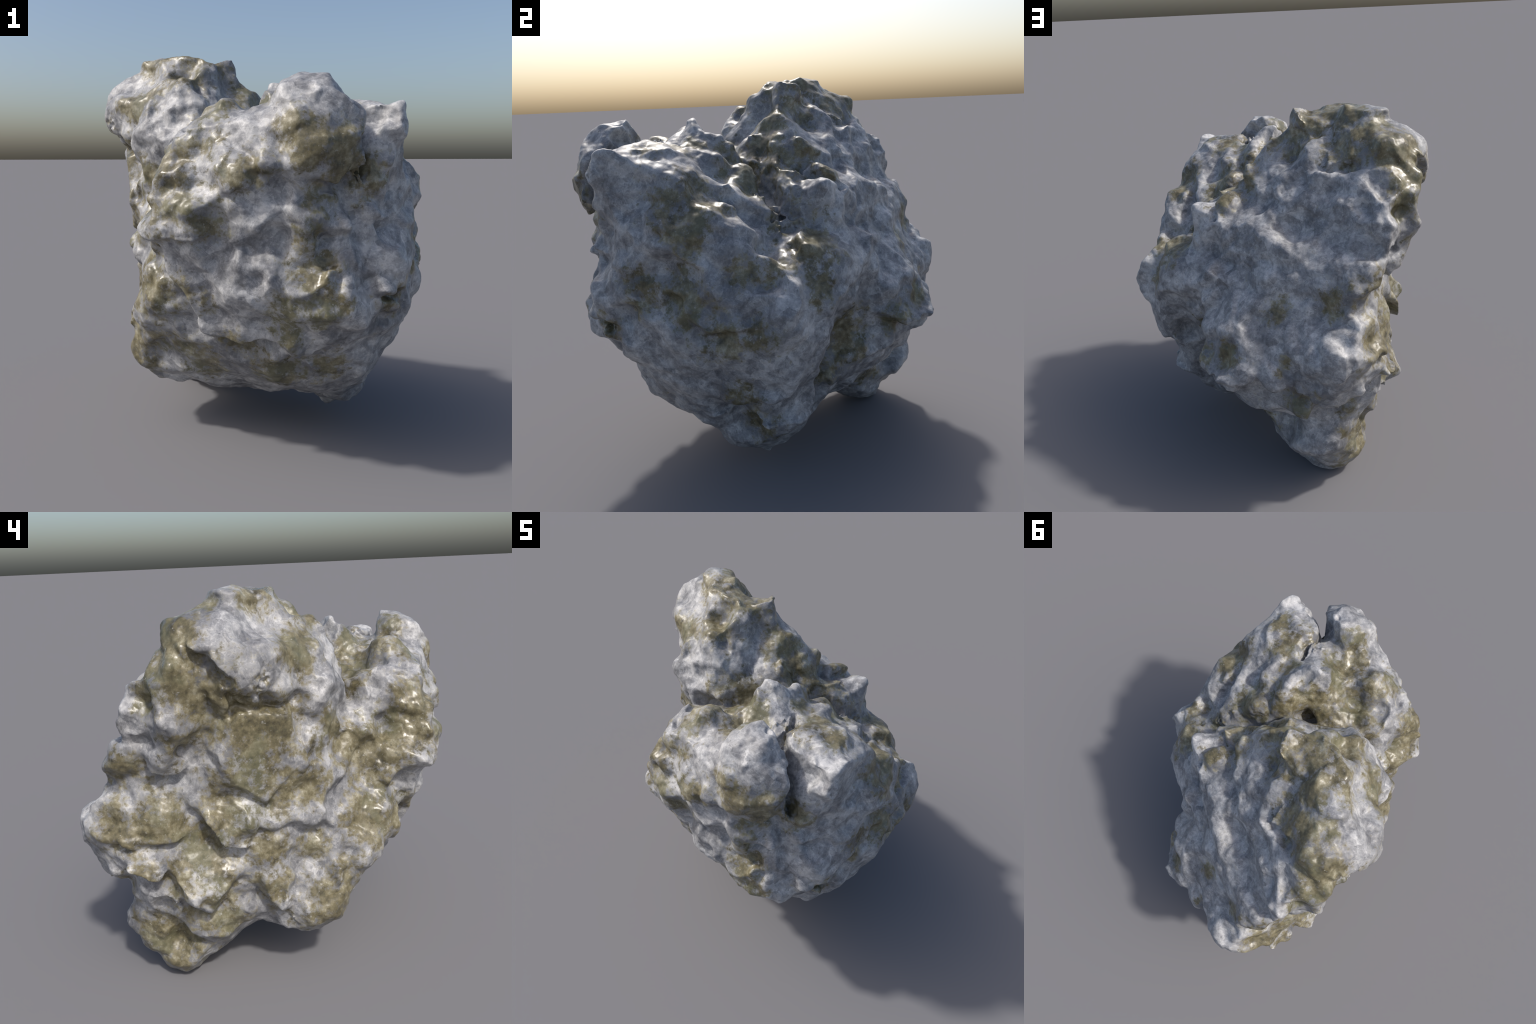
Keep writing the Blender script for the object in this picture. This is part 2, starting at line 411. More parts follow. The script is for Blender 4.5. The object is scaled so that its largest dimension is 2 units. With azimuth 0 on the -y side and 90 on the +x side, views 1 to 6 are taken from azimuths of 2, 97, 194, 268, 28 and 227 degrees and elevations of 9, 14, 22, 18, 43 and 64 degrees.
BROAD_THREE = [
    ("swell", [(-0.158, -0.815, 1.418)], 0.097, 0.024),
    ("swell", [(0.306, -0.790, 1.039)], 0.073, 0.035),
    ("swell", [(0.804, 0.009, 1.032)], 0.099, 0.040),
    ("swell", [(0.670, -0.580, 0.896)], 0.072, 0.032),
    ("hollow", [(0.108, -0.937, 1.336)], 0.108, -0.028),
    ("hollow", [(0.071, -0.860, 1.107)], 0.094, -0.029),
    ("hollow", [(0.774, -0.431, 0.976)], 0.073, -0.031),
    ("hollow", [(0.583, -0.702, 0.741)], 0.090, -0.045),
    ("hollow", [(0.657, -0.045, 0.332)], 0.168, -0.044),
    ("swell", [(0.543, -0.594, 1.668)], 0.096, 0.025),
    ("swell", [(0.799, -0.057, 1.032)], 0.076, 0.025),
    ("hollow", [(0.252, -0.620, 1.698)], 0.123, -0.039),
    ("swell", [(0.618, -0.748, 1.521)], 0.071, 0.018),
    ("swell", [(0.437, -0.524, 1.679)], 0.097, 0.030),
    ("swell", [(0.165, 0.295, 1.466)], 0.098, 0.045),
    ("swell", [(-0.122, 0.650, 1.222)], 0.083, 0.030),
    ("hollow", [(0.091, -0.362, 1.786)], 0.088, -0.019),
    ("hollow", [(0.141, 0.538, 1.213)], 0.082, -0.035),
    ("hollow", [(-0.402, 0.484, 1.729)], 0.077, -0.035),
    ("hollow", [(-0.664, 0.856, 1.004)], 0.102, -0.041),
    ("hollow", [(-0.772, 0.593, 1.373)], 0.089, -0.028),
    ("hollow", [(0.276, 0.464, 1.336)], 0.103, -0.045),
    ("hollow", [(-0.119, 0.668, 0.350)], 0.157, -0.040),
    ("hollow", [(0.195, 0.505, 0.393)], 0.126, -0.022),
    ("hollow", [(-0.579, 0.684, 0.288)], 0.093, -0.039),
    ("swell", [(-0.583, 0.850, 0.741)], 0.087, 0.030),
    ("swell", [(-0.731, 0.608, 0.690)], 0.092, 0.022),
    ("swell", [(-0.392, 0.695, 0.135)], 0.096, 0.032),
    ("swell", [(-0.057, 0.582, 1.289)], 0.058, 0.021),
    ("hollow", [(-0.883, 0.226, 1.659)], 0.106, -0.040),
    ("hollow", [(-0.789, 0.645, 1.501)], 0.117, -0.045),
    ("hollow", [(-0.768, 0.376, 1.237)], 0.107, -0.045),
    ("hollow", [(-0.690, 0.809, 0.982)], 0.101, -0.045),
    ("hollow", [(-0.665, -0.028, 0.759)], 0.120, -0.029),
    ("hollow", [(-0.483, -0.602, 1.270)], 0.136, -0.050),
    ("hollow", [(-0.709, 0.623, 1.032)], 0.069, -0.034),
    ("hollow", [(-0.662, 0.215, 0.531)], 0.077, -0.024),
    ("swell", [(-0.669, 0.443, 0.629)], 0.147, 0.042),
    ("swell", [(-0.715, 0.183, 0.975)], 0.095, 0.026),
    ("swell", [(-0.701, -0.007, 1.525)], 0.097, 0.035),
    ("swell", [(-0.762, 0.519, 1.356)], 0.069, 0.028),
    ("swell", [(-0.172, 0.842, 0.735)], 0.096, 0.044),
    ("hollow", [(-0.655, -0.121, 0.989)], 0.158, -0.041),
    ("hollow", [(-0.694, 0.679, 1.101)], 0.104, -0.040),
    ("hollow", [(0.134, -0.518, 1.689)], 0.101, -0.029),
    ("hollow", [(-0.307, -0.679, 1.580)], 0.073, -0.032),
    ("hollow", [(-0.656, 0.288, 0.400)], 0.112, -0.032),
    ("hollow", [(-0.566, -0.299, 1.589)], 0.089, -0.045),
    ("hollow", [(-0.831, 0.136, 1.823)], 0.067, -0.035),
    ("swell", [(-0.096, -0.844, 1.403)], 0.136, 0.031),
    ("swell", [(-0.297, -0.483, 1.454)], 0.076, 0.028),
    ("swell", [(-0.728, 0.146, 1.516)], 0.092, 0.033),
    ("swell", [(-0.645, 0.539, 0.540)], 0.136, 0.045),
    ("swell", [(-0.533, -0.450, 0.846)], 0.080, 0.028),
    ("swell", [(-0.600, -0.320, 0.512)], 0.105, 0.045),
    ("hollow", [(0.197, -0.764, 1.810)], 0.119, -0.041),
    ("hollow", [(-0.480, -0.691, 1.336)], 0.093, -0.040),
    ("hollow", [(0.493, 0.159, 1.212)], 0.103, -0.026),
    ("swell", [(-0.628, -0.257, 0.597)], 0.094, 0.020),
    ("swell", [(-0.405, -0.256, 1.683)], 0.073, 0.023),
    ("hollow", [(0.164, -0.939, 1.268)], 0.130, -0.045),
    ("hollow", [(-0.195, -0.871, 1.175)], 0.093, -0.040),
    ("hollow", [(0.600, -0.687, 1.316)], 0.070, -0.027),
    ("swell", [(0.375, -0.803, 1.224)], 0.070, 0.035),
    ("swell", [(0.480, -0.567, 1.675)], 0.105, 0.035),
    ("swell", [(0.590, -0.701, 0.772)], 0.093, 0.034),
    ("swell", [(-0.188, -0.713, 0.654)], 0.093, 0.022),
]
BROAD_FOUR = [
    ("swell", [(0.177, -0.924, 1.547)], 0.123, 0.034),
    ("swell", [(0.337, -0.876, 1.651)], 0.102, 0.033),
    ("swell", [(-0.047, -0.900, 1.404)], 0.075, 0.038),
    ("swell", [(0.330, -0.820, 1.218)], 0.071, 0.035),
    ("swell", [(0.361, -0.799, 1.051)], 0.072, 0.028),
    ("swell", [(0.596, -0.670, 0.813)], 0.081, 0.035),
    ("swell", [(0.815, -0.010, 1.039)], 0.098, 0.039),
    ("swell", [(0.641, 0.022, 0.437)], 0.138, 0.040),
    ("swell", [(0.181, -0.769, 0.576)], 0.097, 0.018),
    ("hollow", [(0.629, -0.038, 0.307)], 0.149, -0.050),
    ("hollow", [(0.034, -0.822, 1.063)], 0.096, -0.022),
    ("hollow", [(0.354, -0.706, 1.725)], 0.110, -0.044),
    ("hollow", [(0.121, -0.512, 1.654)], 0.069, -0.018),
    ("hollow", [(0.518, 0.084, 1.361)], 0.164, -0.048),
    ("hollow", [(0.750, -0.284, 1.382)], 0.089, -0.030),
    ("swell", [(0.703, -0.003, 0.518)], 0.148, 0.028),
    ("hollow", [(-0.225, 0.427, 1.643)], 0.122, -0.036),
    ("swell", [(0.816, -0.028, 0.983)], 0.086, 0.035),
    ("hollow", [(0.650, 0.093, 1.259)], 0.129, -0.045),
    ("swell", [(-0.195, 0.844, 0.818)], 0.113, 0.028),
    ("hollow", [(-0.242, 0.737, 0.357)], 0.123, -0.030),
    ("hollow", [(0.257, 0.385, 0.340)], 0.131, -0.024),
    ("hollow", [(0.468, 0.240, 1.311)], 0.133, -0.045),
    ("hollow", [(-0.408, 0.955, 0.980)], 0.093, -0.021),
    ("swell", [(-0.170, 0.804, 0.654)], 0.074, 0.035),
    ("swell", [(-0.505, 0.889, 0.772)], 0.095, 0.040),
    ("swell", [(-0.672, 0.598, 0.617)], 0.093, 0.018),
    ("swell", [(-0.438, 0.630, 0.114)], 0.126, 0.023),
    ("swell", [(-0.738, 0.118, 0.933)], 0.094, 0.028),
    ("hollow", [(-0.877, 0.215, 1.659)], 0.078, -0.035),
    ("hollow", [(-0.163, 0.215, 1.728)], 0.093, -0.019),
    ("swell", [(-0.708, 0.189, 0.977)], 0.114, 0.040),
    ("swell", [(-0.696, 0.468, 1.286)], 0.080, 0.029),
    ("swell", [(-0.708, -0.019, 1.524)], 0.087, 0.018),
    ("swell", [(-0.443, 0.891, 0.710)], 0.098, 0.035),
    ("hollow", [(-0.682, 0.590, 0.507)], 0.089, -0.041),
    ("hollow", [(-0.661, 0.215, 0.531)], 0.087, -0.028),
    ("hollow", [(-0.558, 0.614, 1.568)], 0.080, -0.029),
    ("hollow", [(-0.608, -0.158, 0.874)], 0.104, -0.023),
    ("hollow", [(-0.465, -0.453, 1.047)], 0.089, -0.034),
    ("hollow", [(-0.694, 0.781, 0.936)], 0.068, -0.028),
    ("hollow", [(-0.441, -0.629, 0.982)], 0.128, -0.045),
    ("hollow", [(-0.596, -0.249, 1.005)], 0.128, -0.045),
    ("hollow", [(-0.430, -0.637, 1.287)], 0.103, -0.025),
    ("hollow", [(0.102, -0.908, 1.032)], 0.139, -0.039),
    ("hollow", [(-0.218, -0.544, 1.607)], 0.094, -0.033),
    ("swell", [(-0.560, -0.233, 1.361)], 0.094, 0.032),
    ("swell", [(-0.139, -0.833, 1.311)], 0.078, 0.040),
    ("swell", [(-0.709, 0.264, 0.933)], 0.113, 0.043),
    ("swell", [(-0.419, -0.245, 1.645)], 0.083, 0.037),
    ("swell", [(0.123, -0.894, 1.595)], 0.118, 0.043),
    ("swell", [(-0.722, 0.552, 1.238)], 0.080, 0.028),
    ("swell", [(-0.147, -0.879, 1.416)], 0.137, 0.022),
    ("swell", [(-0.462, -0.230, 1.651)], 0.083, 0.035),
    ("hollow", [(-0.533, -0.247, 1.324)], 0.109, -0.021),
    ("hollow", [(-0.479, -0.500, 1.075)], 0.103, -0.020),
    ("hollow", [(0.270, -0.754, 1.790)], 0.112, -0.040),
    ("swell", [(-0.251, -0.798, 1.367)], 0.103, 0.043),
    ("swell", [(0.033, -0.841, 1.486)], 0.106, 0.022),
    ("swell", [(0.146, -0.833, 1.683)], 0.085, 0.033),
    ("swell", [(0.356, -0.825, 1.168)], 0.070, 0.025),
    ("swell", [(0.383, -0.818, 0.999)], 0.081, 0.035),
    ("hollow", [(0.109, -0.860, 1.101)], 0.091, -0.030),
    ("hollow", [(0.014, -0.888, 0.928)], 0.075, -0.031),
    ("hollow", [(0.641, -0.121, 0.270)], 0.134, -0.036),
]
BROAD_FIVE = [
    ("swell", [(0.336, -0.813, 1.199)], 0.107, 0.040),
    ("swell", [(0.754, 0.022, 1.125)], 0.100, 0.025),
    ("swell", [(0.606, -0.680, 0.817)], 0.081, 0.035),
    ("swell", [(0.695, -0.087, 0.501)], 0.103, 0.024),
    ("hollow", [(-0.100, -0.874, 1.177)], 0.097, -0.020),
    ("hollow", [(0.096, -0.881, 1.024)], 0.094, -0.033),
    ("swell", [(0.644, -0.737, 1.566)], 0.074, 0.045),
    ("hollow", [(0.425, -0.158, 1.512)], 0.095, -0.036),
    ("hollow", [(-0.152, 0.233, 1.710)], 0.128, -0.025),
    ("swell", [(0.101, 0.220, 1.626)], 0.082, 0.030),
    ("hollow", [(0.670, 0.090, 1.206)], 0.105, -0.039),
    ("hollow", [(0.678, -0.078, 1.380)], 0.073, -0.025),
    ("swell", [(0.814, -0.152, 1.062)], 0.084, 0.035),
    ("hollow", [(0.047, 0.522, 1.416)], 0.097, -0.018),
    ("swell", [(0.139, 0.326, 1.530)], 0.116, 0.042),
    ("swell", [(0.331, -0.555, 1.622)], 0.120, 0.018),
    ("hollow", [(0.059, 0.625, 1.178)], 0.093, -0.040),
    ("hollow", [(-0.372, 0.515, 1.683)], 0.087, -0.022),
    ("swell", [(-0.103, 0.758, 0.939)], 0.099, 0.037),
    ("hollow", [(-0.530, 0.907, 1.031)], 0.100, -0.040),
    ("hollow", [(-0.095, -0.463, 1.590)], 0.105, -0.032),
    ("swell", [(-0.077, 0.575, 1.398)], 0.080, 0.028),
    ("hollow", [(-0.186, 0.669, 0.359)], 0.146, -0.049),
    ("hollow", [(0.348, 0.280, 0.294)], 0.136, -0.022),
    ("hollow", [(-0.563, 0.996, 0.907)], 0.090, -0.045),
    ("hollow", [(-0.690, 0.710, 1.007)], 0.088, -0.021),
    ("swell", [(-0.177, 0.887, 0.729)], 0.090, 0.040),
    ("swell", [(-0.434, 0.724, 0.187)], 0.113, 0.023),
    ("hollow", [(0.288, 0.443, 1.349)], 0.104, -0.038),
    ("swell", [(-0.724, 0.284, 1.251)], 0.089, 0.030),
    ("swell", [(-0.581, 0.195, 1.947)], 0.099, 0.020),
    ("swell", [(-0.723, 0.698, 0.714)], 0.081, 0.015),
    ("swell", [(-0.692, 0.170, 0.970)], 0.134, 0.037),
    ("swell", [(-0.723, 0.524, 1.293)], 0.096, 0.041),
    ("swell", [(-0.748, 0.363, 1.658)], 0.089, 0.040),
    ("hollow", [(-0.649, 0.579, 0.499)], 0.090, -0.040),
    ("hollow", [(-0.754, 0.326, 0.573)], 0.083, -0.018),
    ("hollow", [(-0.720, 0.665, 1.558)], 0.076, -0.035),
    ("hollow", [(-0.465, -0.698, 1.193)], 0.104, -0.036),
    ("swell", [(-0.511, 0.864, 0.685)], 0.070, 0.030),
    ("swell", [(-0.148, -0.836, 1.311)], 0.088, 0.035),
    ("hollow", [(-0.670, -0.143, 0.958)], 0.108, -0.040),
    ("hollow", [(-0.102, -0.753, 1.634)], 0.104, -0.031),
    ("swell", [(-0.462, -0.290, 1.317)], 0.096, 0.034),
    ("swell", [(-0.426, -0.450, 1.113)], 0.079, 0.032),
    ("swell", [(-0.751, 0.432, 1.640)], 0.101, 0.040),
    ("swell", [(-0.377, -0.590, 1.276)], 0.086, 0.029),
    ("hollow", [(-0.183, -0.467, 1.573)], 0.087, -0.021),
    ("hollow", [(-0.505, -0.487, 0.980)], 0.089, -0.035),
    ("hollow", [(-0.155, -0.421, 1.580)], 0.121, -0.040),
    ("swell", [(-0.212, -0.819, 1.392)], 0.101, 0.029),
    ("hollow", [(0.085, -0.888, 1.640)], 0.069, -0.025),
    ("hollow", [(0.207, -0.911, 1.013)], 0.093, -0.018),
    ("swell", [(0.386, -0.536, 1.660)], 0.121, 0.035),
    ("swell", [(-0.218, -0.198, 1.692)], 0.093, 0.027),
    ("swell", [(0.542, -0.636, 1.640)], 0.093, 0.025),
    ("hollow", [(0.010, -0.822, 1.653)], 0.105, -0.034),
    ("swell", [(-0.257, -0.817, 1.374)], 0.075, 0.030),
    ("swell", [(0.791, -0.369, 0.828)], 0.088, 0.022),
]
BROAD_SIX = [
    ("hollow", [(0.299, 0.611, 0.783)], 0.154, -0.032),
    ("hollow", [(0.115, 0.870, 0.785)], 0.132, -0.042),
    ("hollow", [(0.304, 0.534, 0.670)], 0.138, -0.040),
    ("hollow", [(0.173, 0.842, 0.749)], 0.082, -0.040),
    ("swell", [(0.620, 0.198, 0.354)], 0.118, 0.029),
    ("swell", [(-0.464, 0.742, 0.168)], 0.093, 0.028),
    ("swell", [(-0.269, 0.729, 0.191)], 0.096, 0.020),
    ("swell", [(0.149, -0.167, 1.594)], 0.139, 0.036),
    ("hollow", [(-0.189, -0.398, 1.530)], 0.098, -0.020),
    ("swell", [(0.122, -0.140, 1.521)], 0.170, 0.022),
    ("swell", [(0.055, 0.096, 1.653)], 0.100, 0.022),
    ("swell", [(-0.155, 0.007, 1.773)], 0.075, 0.030),
    ("hollow", [(-0.264, -0.436, 1.562)], 0.111, -0.029),
    ("hollow", [(-0.431, -0.496, 1.267)], 0.108, -0.035),
    ("hollow", [(0.566, -0.202, 1.539)], 0.112, -0.020),
    ("hollow", [(0.612, 0.133, 1.195)], 0.126, -0.050),
    ("hollow", [(0.569, -0.288, 1.647)], 0.098, -0.040),
    ("hollow", [(0.292, -0.654, 1.652)], 0.104, -0.040),
    ("hollow", [(0.065, -0.522, 1.663)], 0.070, -0.018),
    ("swell", [(0.295, -0.861, 1.673)], 0.093, 0.022),
    ("swell", [(0.056, -0.106, 1.553)], 0.093, 0.030),
    ("swell", [(0.036, 0.040, 1.647)], 0.097, 0.027),
    ("hollow", [(0.339, 0.413, 1.373)], 0.087, -0.032),
    ("hollow", [(-0.093, -0.241, 1.550)], 0.094, -0.018),
    ("swell", [(0.289, -0.779, 1.774)], 0.079, 0.025),
    ("swell", [(-0.693, 0.235, 1.402)], 0.112, 0.044),
    ("swell", [(-0.709, 0.204, 0.977)], 0.132, 0.045),
    ("swell", [(-0.625, 0.290, 0.884)], 0.086, 0.035),
    ("swell", [(-0.750, 0.544, 1.286)], 0.069, 0.030),
    ("hollow", [(-0.133, 0.918, 0.735)], 0.077, -0.022),
    ("swell", [(-0.688, 0.331, 1.355)], 0.116, 0.040),
    ("swell", [(-0.181, -0.838, 1.361)], 0.077, 0.029),
    ("swell", [(-0.564, -0.379, 0.550)], 0.094, 0.029),
    ("hollow", [(-0.899, 0.118, 1.691)], 0.085, -0.035),
    ("hollow", [(-0.437, -0.594, 1.008)], 0.079, -0.023),
    ("swell", [(0.682, -0.183, 0.515)], 0.131, 0.020),
    ("swell", [(0.811, -0.009, 1.072)], 0.088, 0.015),
    ("swell", [(0.245, -0.866, 1.671)], 0.061, 0.024),
    ("swell", [(0.305, -0.863, 1.206)], 0.080, 0.030),
    ("hollow", [(0.646, -0.664, 0.749)], 0.072, -0.015),
    ("hollow", [(0.684, 0.027, 0.412)], 0.095, -0.018),
    ("swell", [(-0.263, -0.807, 1.374)], 0.084, 0.035),
    ("swell", [(0.119, -0.589, 0.433)], 0.105, 0.020),
    ("swell", [(0.373, -0.799, 1.222)], 0.070, 0.027),
    ("hollow", [(-0.003, -0.867, 0.915)], 0.085, -0.032),
    ("swell", [(-0.618, 0.803, 0.685)], 0.079, 0.022),
]
BROAD = SWELL + BROAD_TWO + BROAD_THREE + BROAD_FOUR + BROAD_FIVE + BROAD_SIX
WEST_FACE = [
    ("facet", [(-0.838, 0.401, 1.609)], 0.129, 0.800),
    ("slab", [(-0.795, 0.182, 1.490), (-0.692, -0.057, 1.462), (-0.695, -0.092, 1.232), (-0.715, 0.067, 1.029), (-0.762, 0.227, 1.145), (-0.760, 0.303, 1.308)], 0.120, 0.030),
    ("ledge", [(-0.679, 0.513, 1.753), (-0.385, 0.425, 1.706), (-0.865, 0.308, 1.741), (-0.815, 0.237, 1.655), (0.392, 0.109, 1.279), (-0.790, 0.085, 1.551), (-0.767, 0.027, 1.530), (-0.686, -0.083, 1.519)], 0.140, 0.081),
    ("ridge", [(-0.664, 0.443, 1.830), (-0.844, 0.311, 1.837), (-0.885, 0.239, 1.802), (-0.860, 0.170, 1.730), (-0.833, 0.136, 1.683), (-0.803, 0.074, 1.762), (-0.667, 0.029, 1.767)], 0.056, 0.028),
    ("crease", [(0.273, 0.469, 1.257), (-0.767, 0.346, 1.379), (-0.767, 0.299, 1.254), (-0.762, 0.227, 1.145)], 0.070, -0.050),
    ("knob", [(-0.837, 0.502, 1.479)], 0.133, 0.046),
    ("ledge", [(-0.733, 0.616, 1.253), (-0.721, 0.543, 1.187), (-0.706, 0.424, 1.210)], 0.106, 0.068),
    ("crease", [(-0.837, 0.545, 1.522), (-0.748, 0.588, 1.376), (-0.733, 0.616, 1.253)], 0.047, -0.030),
    ("knob", [(-0.708, 0.610, 1.609)], 0.100, 0.039),
    ("knob", [(-0.679, 0.665, 1.464)], 0.112, 0.046),
    ("crease", [(-0.650, 0.656, 1.519), (-0.690, 0.615, 1.551), (-0.837, 0.545, 1.522)], 0.047, -0.020),
    ("crease", [(-0.679, 0.696, 1.382), (-0.672, 0.698, 1.384), (-0.746, 0.608, 1.358)], 0.056, -0.035),
    ("knob", [(-0.577, 0.783, 1.289)], 0.109, 0.039),
    ("pit", [(-0.686, 0.719, 1.160)], 0.126, -0.035),
    ("ridge", [(-0.685, -0.052, 1.421), (-0.697, -0.078, 1.319), (-0.682, -0.121, 1.218), (-0.671, -0.082, 1.141)], 0.058, 0.030),
    ("crease", [(-0.688, -0.078, 1.362), (-0.683, -0.121, 1.261), (-0.672, -0.142, 1.199)], 0.037, -0.025),
    ("knob", [(-0.633, 0.032, 1.779)], 0.074, 0.026),
    ("pit", [(-0.779, 0.155, 1.839)], 0.096, -0.025),
    ("knob", [(-0.658, 0.220, 1.981)], 0.089, 0.026),
    ("ledge", [(-0.669, 0.850, 0.883), (-0.723, 0.662, 0.841), (-0.712, 0.488, 0.870), (-0.707, 0.401, 0.899)], 0.110, 0.061),
    ("knob", [(-0.737, 0.560, 0.986)], 0.146, 0.039),
    ("ledge", [(-0.735, 0.430, 1.029), (-0.738, 0.330, 0.914), (-0.713, 0.227, 0.812), (-0.713, 0.154, 0.812), (-0.765, 0.119, 0.911)], 0.143, 0.074),
    ("facet", [(-0.804, 0.237, 0.992)], 0.120, 1.000),
    ("ledge", [(-0.648, 0.790, 0.768), (-0.714, 0.705, 0.722), (-0.731, 0.592, 0.679), (-0.716, 0.531, 0.754)], 0.120, 0.068),
    ("facet", [(-0.722, 0.647, 0.783)], 0.111, 1.000),
    ("ledge", [(-0.725, 0.561, 0.739), (-0.661, 0.461, 0.530), (-0.638, 0.342, 0.500), (-0.695, 0.212, 0.667)], 0.176, 0.081),
    ("facet", [(-0.699, 0.394, 0.691)], 0.128, 1.000),
    ("crease", [(-0.735, 0.459, 1.044), (-0.708, 0.372, 0.899), (-0.708, 0.270, 0.797), (-0.689, 0.140, 0.710)], 0.072, -0.055),
    ("ledge", [(-0.685, 0.125, 0.667), (-0.653, 0.094, 0.531), (-0.641, 0.014, 0.471), (-0.664, -0.050, 0.541), (-0.640, -0.042, 0.664)], 0.134, 0.068),
    ("crease", [(-0.617, 0.623, 0.458), (-0.571, 0.526, 0.325), (-0.612, 0.415, 0.257), (-0.473, 0.303, 0.149)], 0.075, -0.045),
    ("crease", [(-0.698, 0.227, 0.652), (-0.689, 0.154, 0.580), (-0.633, 0.078, 0.463)], 0.071, -0.040),
    ("knob", [(-0.624, 0.358, 0.380)], 0.162, 0.039),
    ("knob", [(-0.525, 0.660, 0.296)], 0.145, 0.033),
    ("knob", [(-0.545, 0.530, 0.156)], 0.146, 0.026),
    ("pit", [(-0.625, -0.128, 0.629)], 0.137, -0.030),
    ("facet", [(-0.665, -0.164, 0.578)], 0.140, 1.000),
    ("crease", [(-0.678, 0.657, 1.117), (-0.739, 0.531, 1.073), (-0.734, 0.430, 1.015)], 0.066, -0.020),
    ("knob", [(-0.681, 0.632, 1.117)], 0.078, 0.019),
    ("crease", [(-0.467, -0.319, 1.550), (-0.466, -0.327, 1.395), (-0.495, -0.352, 1.316), (-0.504, -0.308, 1.250), (-0.541, -0.271, 1.179)], 0.079, -0.040),
    ("ledge", [(-0.731, 0.079, 0.898), (-0.638, -0.049, 0.916), (-0.595, -0.166, 0.845), (-0.541, -0.290, 1.068), (-0.470, -0.362, 1.150)], 0.158, 0.054),
    ("ridge", [(-0.508, -0.324, 1.149), (-0.571, -0.232, 1.041), (-0.624, -0.061, 0.931), (-0.715, 0.052, 0.913)], 0.052, 0.025),
    ("facet", [(-0.560, -0.305, 0.954)], 0.132, 1.000),
    ("knob", [(-0.141, -0.599, 1.631)], 0.156, 0.039),
    ("crease", [(-0.136, -0.526, 1.553), (-0.370, -0.585, 1.560), (-0.414, -0.669, 1.493)], 0.064, -0.020),
    ("ridge", [(-0.321, -0.438, 1.514), (-0.360, -0.527, 1.566), (-0.433, -0.600, 1.508), (-0.410, -0.678, 1.450)], 0.062, 0.020),
    ("pit", [(-0.413, -0.558, 1.302)], 0.117, -0.050),
    ("pit", [(-0.428, -0.497, 1.476)], 0.124, -0.030),
    ("facet", [(-0.428, -0.672, 1.173)], 0.111, 1.000),
    ("ridge", [(-0.471, -0.549, 1.129), (-0.428, -0.701, 1.102), (-0.332, -0.820, 1.131)], 0.064, 0.035),
    ("knob", [(-0.462, -0.517, 1.054)], 0.091, 0.039),
    ("pit", [(-0.431, -0.631, 1.060)], 0.108, -0.030),
    ("pit", [(-0.461, -0.441, 1.080)], 0.064, -0.020),
    ("pit", [(-0.570, -0.413, 0.869)], 0.105, -0.030),
    ("facet", [(-0.577, -0.444, 0.854)], 0.086, 1.000),
    ("knob", [(-0.507, -0.506, 0.926)], 0.075, 0.019),
    ("knob", [(-0.393, -0.719, 1.406)], 0.116, 0.026),
    ("knob", [(-0.617, -0.232, 1.551)], 0.115, 0.026),
    ("pit", [(-0.637, -0.179, 1.377)], 0.107, -0.030),
    ("pit", [(-0.638, -0.190, 1.244)], 0.079, -0.040),
    ("crease", [(-0.691, -0.049, 1.392), (-0.681, -0.121, 1.290), (-0.660, -0.148, 1.177)], 0.041, -0.020),
]
